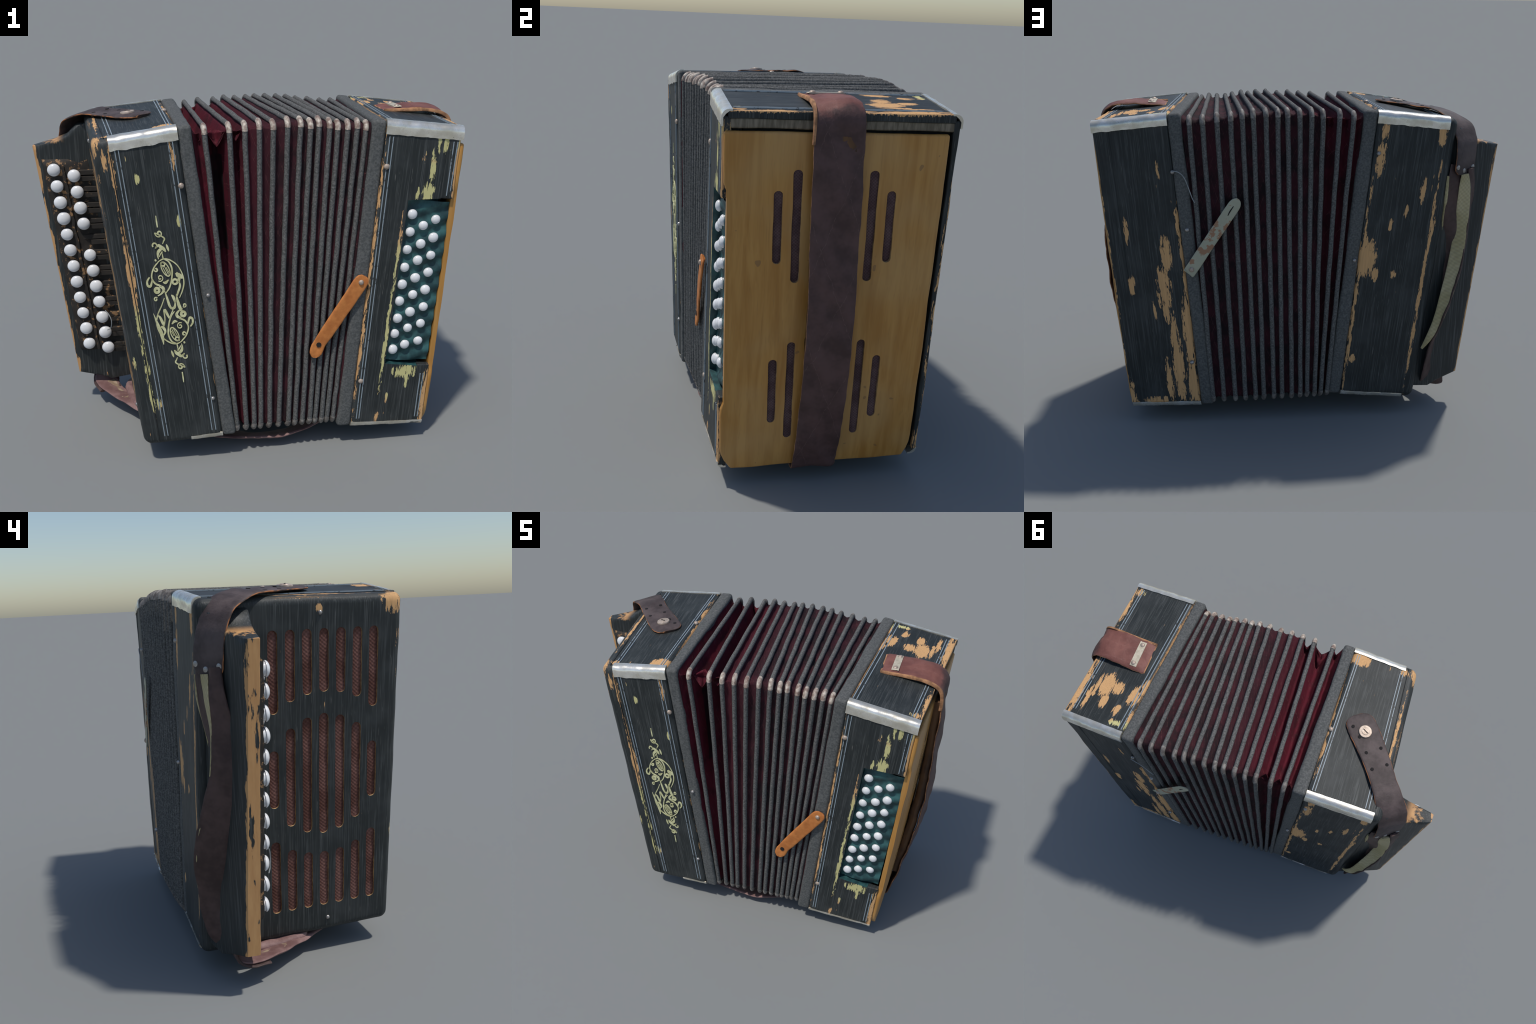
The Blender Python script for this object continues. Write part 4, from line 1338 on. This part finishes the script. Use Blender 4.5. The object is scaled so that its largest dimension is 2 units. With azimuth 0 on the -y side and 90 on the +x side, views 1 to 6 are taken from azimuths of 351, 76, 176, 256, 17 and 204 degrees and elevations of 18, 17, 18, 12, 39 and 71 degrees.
# faded strap dropping from the keyboard foot and trailing under the bellows
trail, _ = strap("trailing_strap", [
    ((-0.728, 0.310, 0.125), (-1, 0.2, 0), 0.120), ((-0.725, 0.260, 0.102), (-1, 0, 0.1), 0.120), ((-0.690, 0.180, 0.090), (-1, -0.2, 0.2), 0.115), ((-0.600, 0.070, 0.082), (-0.8, -0.5, 0.1), 0.110), ((-0.480, -0.060, 0.074), (-0.6, -0.8, 0), 0.120),
    ((-0.350, -0.190, 0.066), (-0.4, -0.9, 0.1), 0.130), ((-0.200, -0.275, 0.052), (-0.2, -1, 0.2), 0.140), ((-0.050, -0.305, 0.036), (0, -1, 0.35), 0.140), ((0.100, -0.318, 0.034), (0, -1, 0.35), 0.150),
    ((0.200, -0.305, 0.044), (0, -1, 0.35), 0.140), ((0.285, -0.285, 0.070), (0, -1, 0.2), 0.120), ((0.36, -0.28, 0.105), (0, -1, 0), 0.10)], 0.014, M_pink, wav=0.008, n=8, seed=21.0)
strap("strap_lining", [((-0.715, 0.250, 0.104), (-1, 0, 0.1), 0.070), ((-0.678, 0.170, 0.090), (-1, -0.2, 0.2), 0.070), ((-0.595, 0.066, 0.086), (-0.8, -0.5, 0.1), 0.065), ((-0.50, -0.04, 0.084), (-0.6, -0.8, 0), 0.06)], 0.008, M_lining, trail, wav=0.004, n=8, seed=21.0)

P, F = lathe([(0.02, -0.5), (0.6, -0.48), (0.9, -0.30), (1.0, 0.0), (0.95, 0.3), (0.7, 0.48), (0.02, 0.5)], 28)
P = [(-0.565 + 0.055 * x - 0.03 * y + 0.006 * fbm((x, y, z), 2), 0.115 + 0.17 * y, 0.084 + 0.04 * z + 0.008 * fbm((y, z, x), 2)) for x, y, z in P]
make("sagging_leather", P, outward(P, F), M_pink, trail, angle=0)

# tan bellows strap on the front, steel bar on the back
closing, _ = strap("bellows_strap", [
    ((0.482, -0.436, 0.880), (0.78, -0.05, -0.62), 0.030), ((0.478, -0.440, 0.872), (0.80, -0.05, -0.60), 0.056), ((0.466, -0.441, 0.850), (0.84, -0.05, -0.54), 0.070), ((0.420, -0.438, 0.775), (0.86, -0.05, -0.51), 0.070),
    ((0.370, -0.434, 0.695), (0.86, -0.05, -0.51), 0.068), ((0.318, -0.430, 0.610), (0.86, -0.05, -0.51), 0.066), ((0.288, -0.426, 0.560), (0.86, -0.05, -0.5), 0.060),
    ((0.276, -0.426, 0.535), (0.90, -0.05, -0.44), 0.064), ((0.268, -0.428, 0.512), (0.95, -0.05, -0.3), 0.060), ((0.264, -0.428, 0.495), (0.95, -0.05, -0.3), 0.040), ((0.263, -0.428, 0.488), (0.95, -0.05, -0.3), 0.018)],
    0.011, M_orange, wav=0.003, n=8, seed=30.0)
o = link("screw", screw, closing)
aim(o, (0.467, -0.447, 0.853), (0, -1, 0.05), 0.9)
o = link("dark_hole_mark", hole, closing)
aim(o, (0.281, -0.4325, 0.552), (0, -1, 0.05), 1.3)
bar, _ = strap("clasp_bar", [
    ((0.540, 0.466, 0.815), (0.84, 0, 0.54), 0.058), ((0.526, 0.468, 0.834), (0.84, 0, 0.54), 0.060), ((0.440, 0.471, 0.965), (0.84, 0, 0.54), 0.060), ((0.350, 0.474, 1.100), (0.84, 0, 0.54), 0.060),
    ((0.318, 0.475, 1.148), (0.84, 0, 0.54), 0.060), ((0.305, 0.475, 1.168), (0.84, 0, 0.54), 0.050), ((0.297, 0.475, 1.180), (0.84, 0, 0.54), 0.030), ((0.294, 0.475, 1.184), (0.84, 0, 0.54), 0.012)],
    0.006, M_bar, wav=0.0, n=7)
o = link("screw", screw, bar)
aim(o, (0.524, 0.471, 0.836), (0, 1, 0), 1.0)
strap("bar_slot_mark", [((0.345, 0.4765, 1.105), (0.84, 0, 0.54), 0.004), ((0.335, 0.4775, 1.125), (0.84, 0, 0.54), 0.006), ((0.318, 0.4775, 1.150), (0.84, 0, 0.54), 0.004)], 0.003, M_hole_mark, bar, wav=0)  # dark strip laid on the bar in place of a cut slot


# loose threads and a bent wire
def thread(name, pts, r, mat, parent=root, n=8, k=6):
    C = smooth_path(pts, n)
    P, F = [], []
    for i, c in enumerate(C):
        t = unit(C[min(i + 1, len(C) - 1)] - C[max(i - 1, 0)])
        a = unit(np.cross(t, (0.3, 0.2, 0.9)))
        b = np.cross(t, a)
        P += [c + r * (math.cos(q) * a + math.sin(q) * b) for q in np.linspace(0, 2 * math.pi, k, endpoint=False)]
    for i in range(len(C) - 1):
        for j in range(k):
            F.append((i * k + j, i * k + (j + 1) % k, i * k + k + (j + 1) % k, i * k + k + j))
    F += [tuple(range(k)), tuple(range(len(C) * k - 1, len(C) * k - k - 1, -1))]
    make(name, P, outward(P, F), mat, parent)


M_thread = plain("grey_thread", (0.22, 0.24, 0.25), (0.36, 0.37, 0.37), 30, 0.7, bump=0)
thread("loose_thread", [(0.605, 0.460, 1.318), (0.57, 0.466, 1.312), (0.545, 0.466, 1.285), (0.528, 0.464, 1.24), (0.512, 0.462, 1.19), (0.500, 0.460, 1.165)], 0.0022, M_thread)
thread("bent_wire", [(-0.705, 0.150, 0.555), (-0.688, 0.140, 0.535), (-0.676, 0.135, 0.50), (-0.682, 0.14, 0.46), (-0.70, 0.15, 0.445)], 0.0026, M_thread, board)
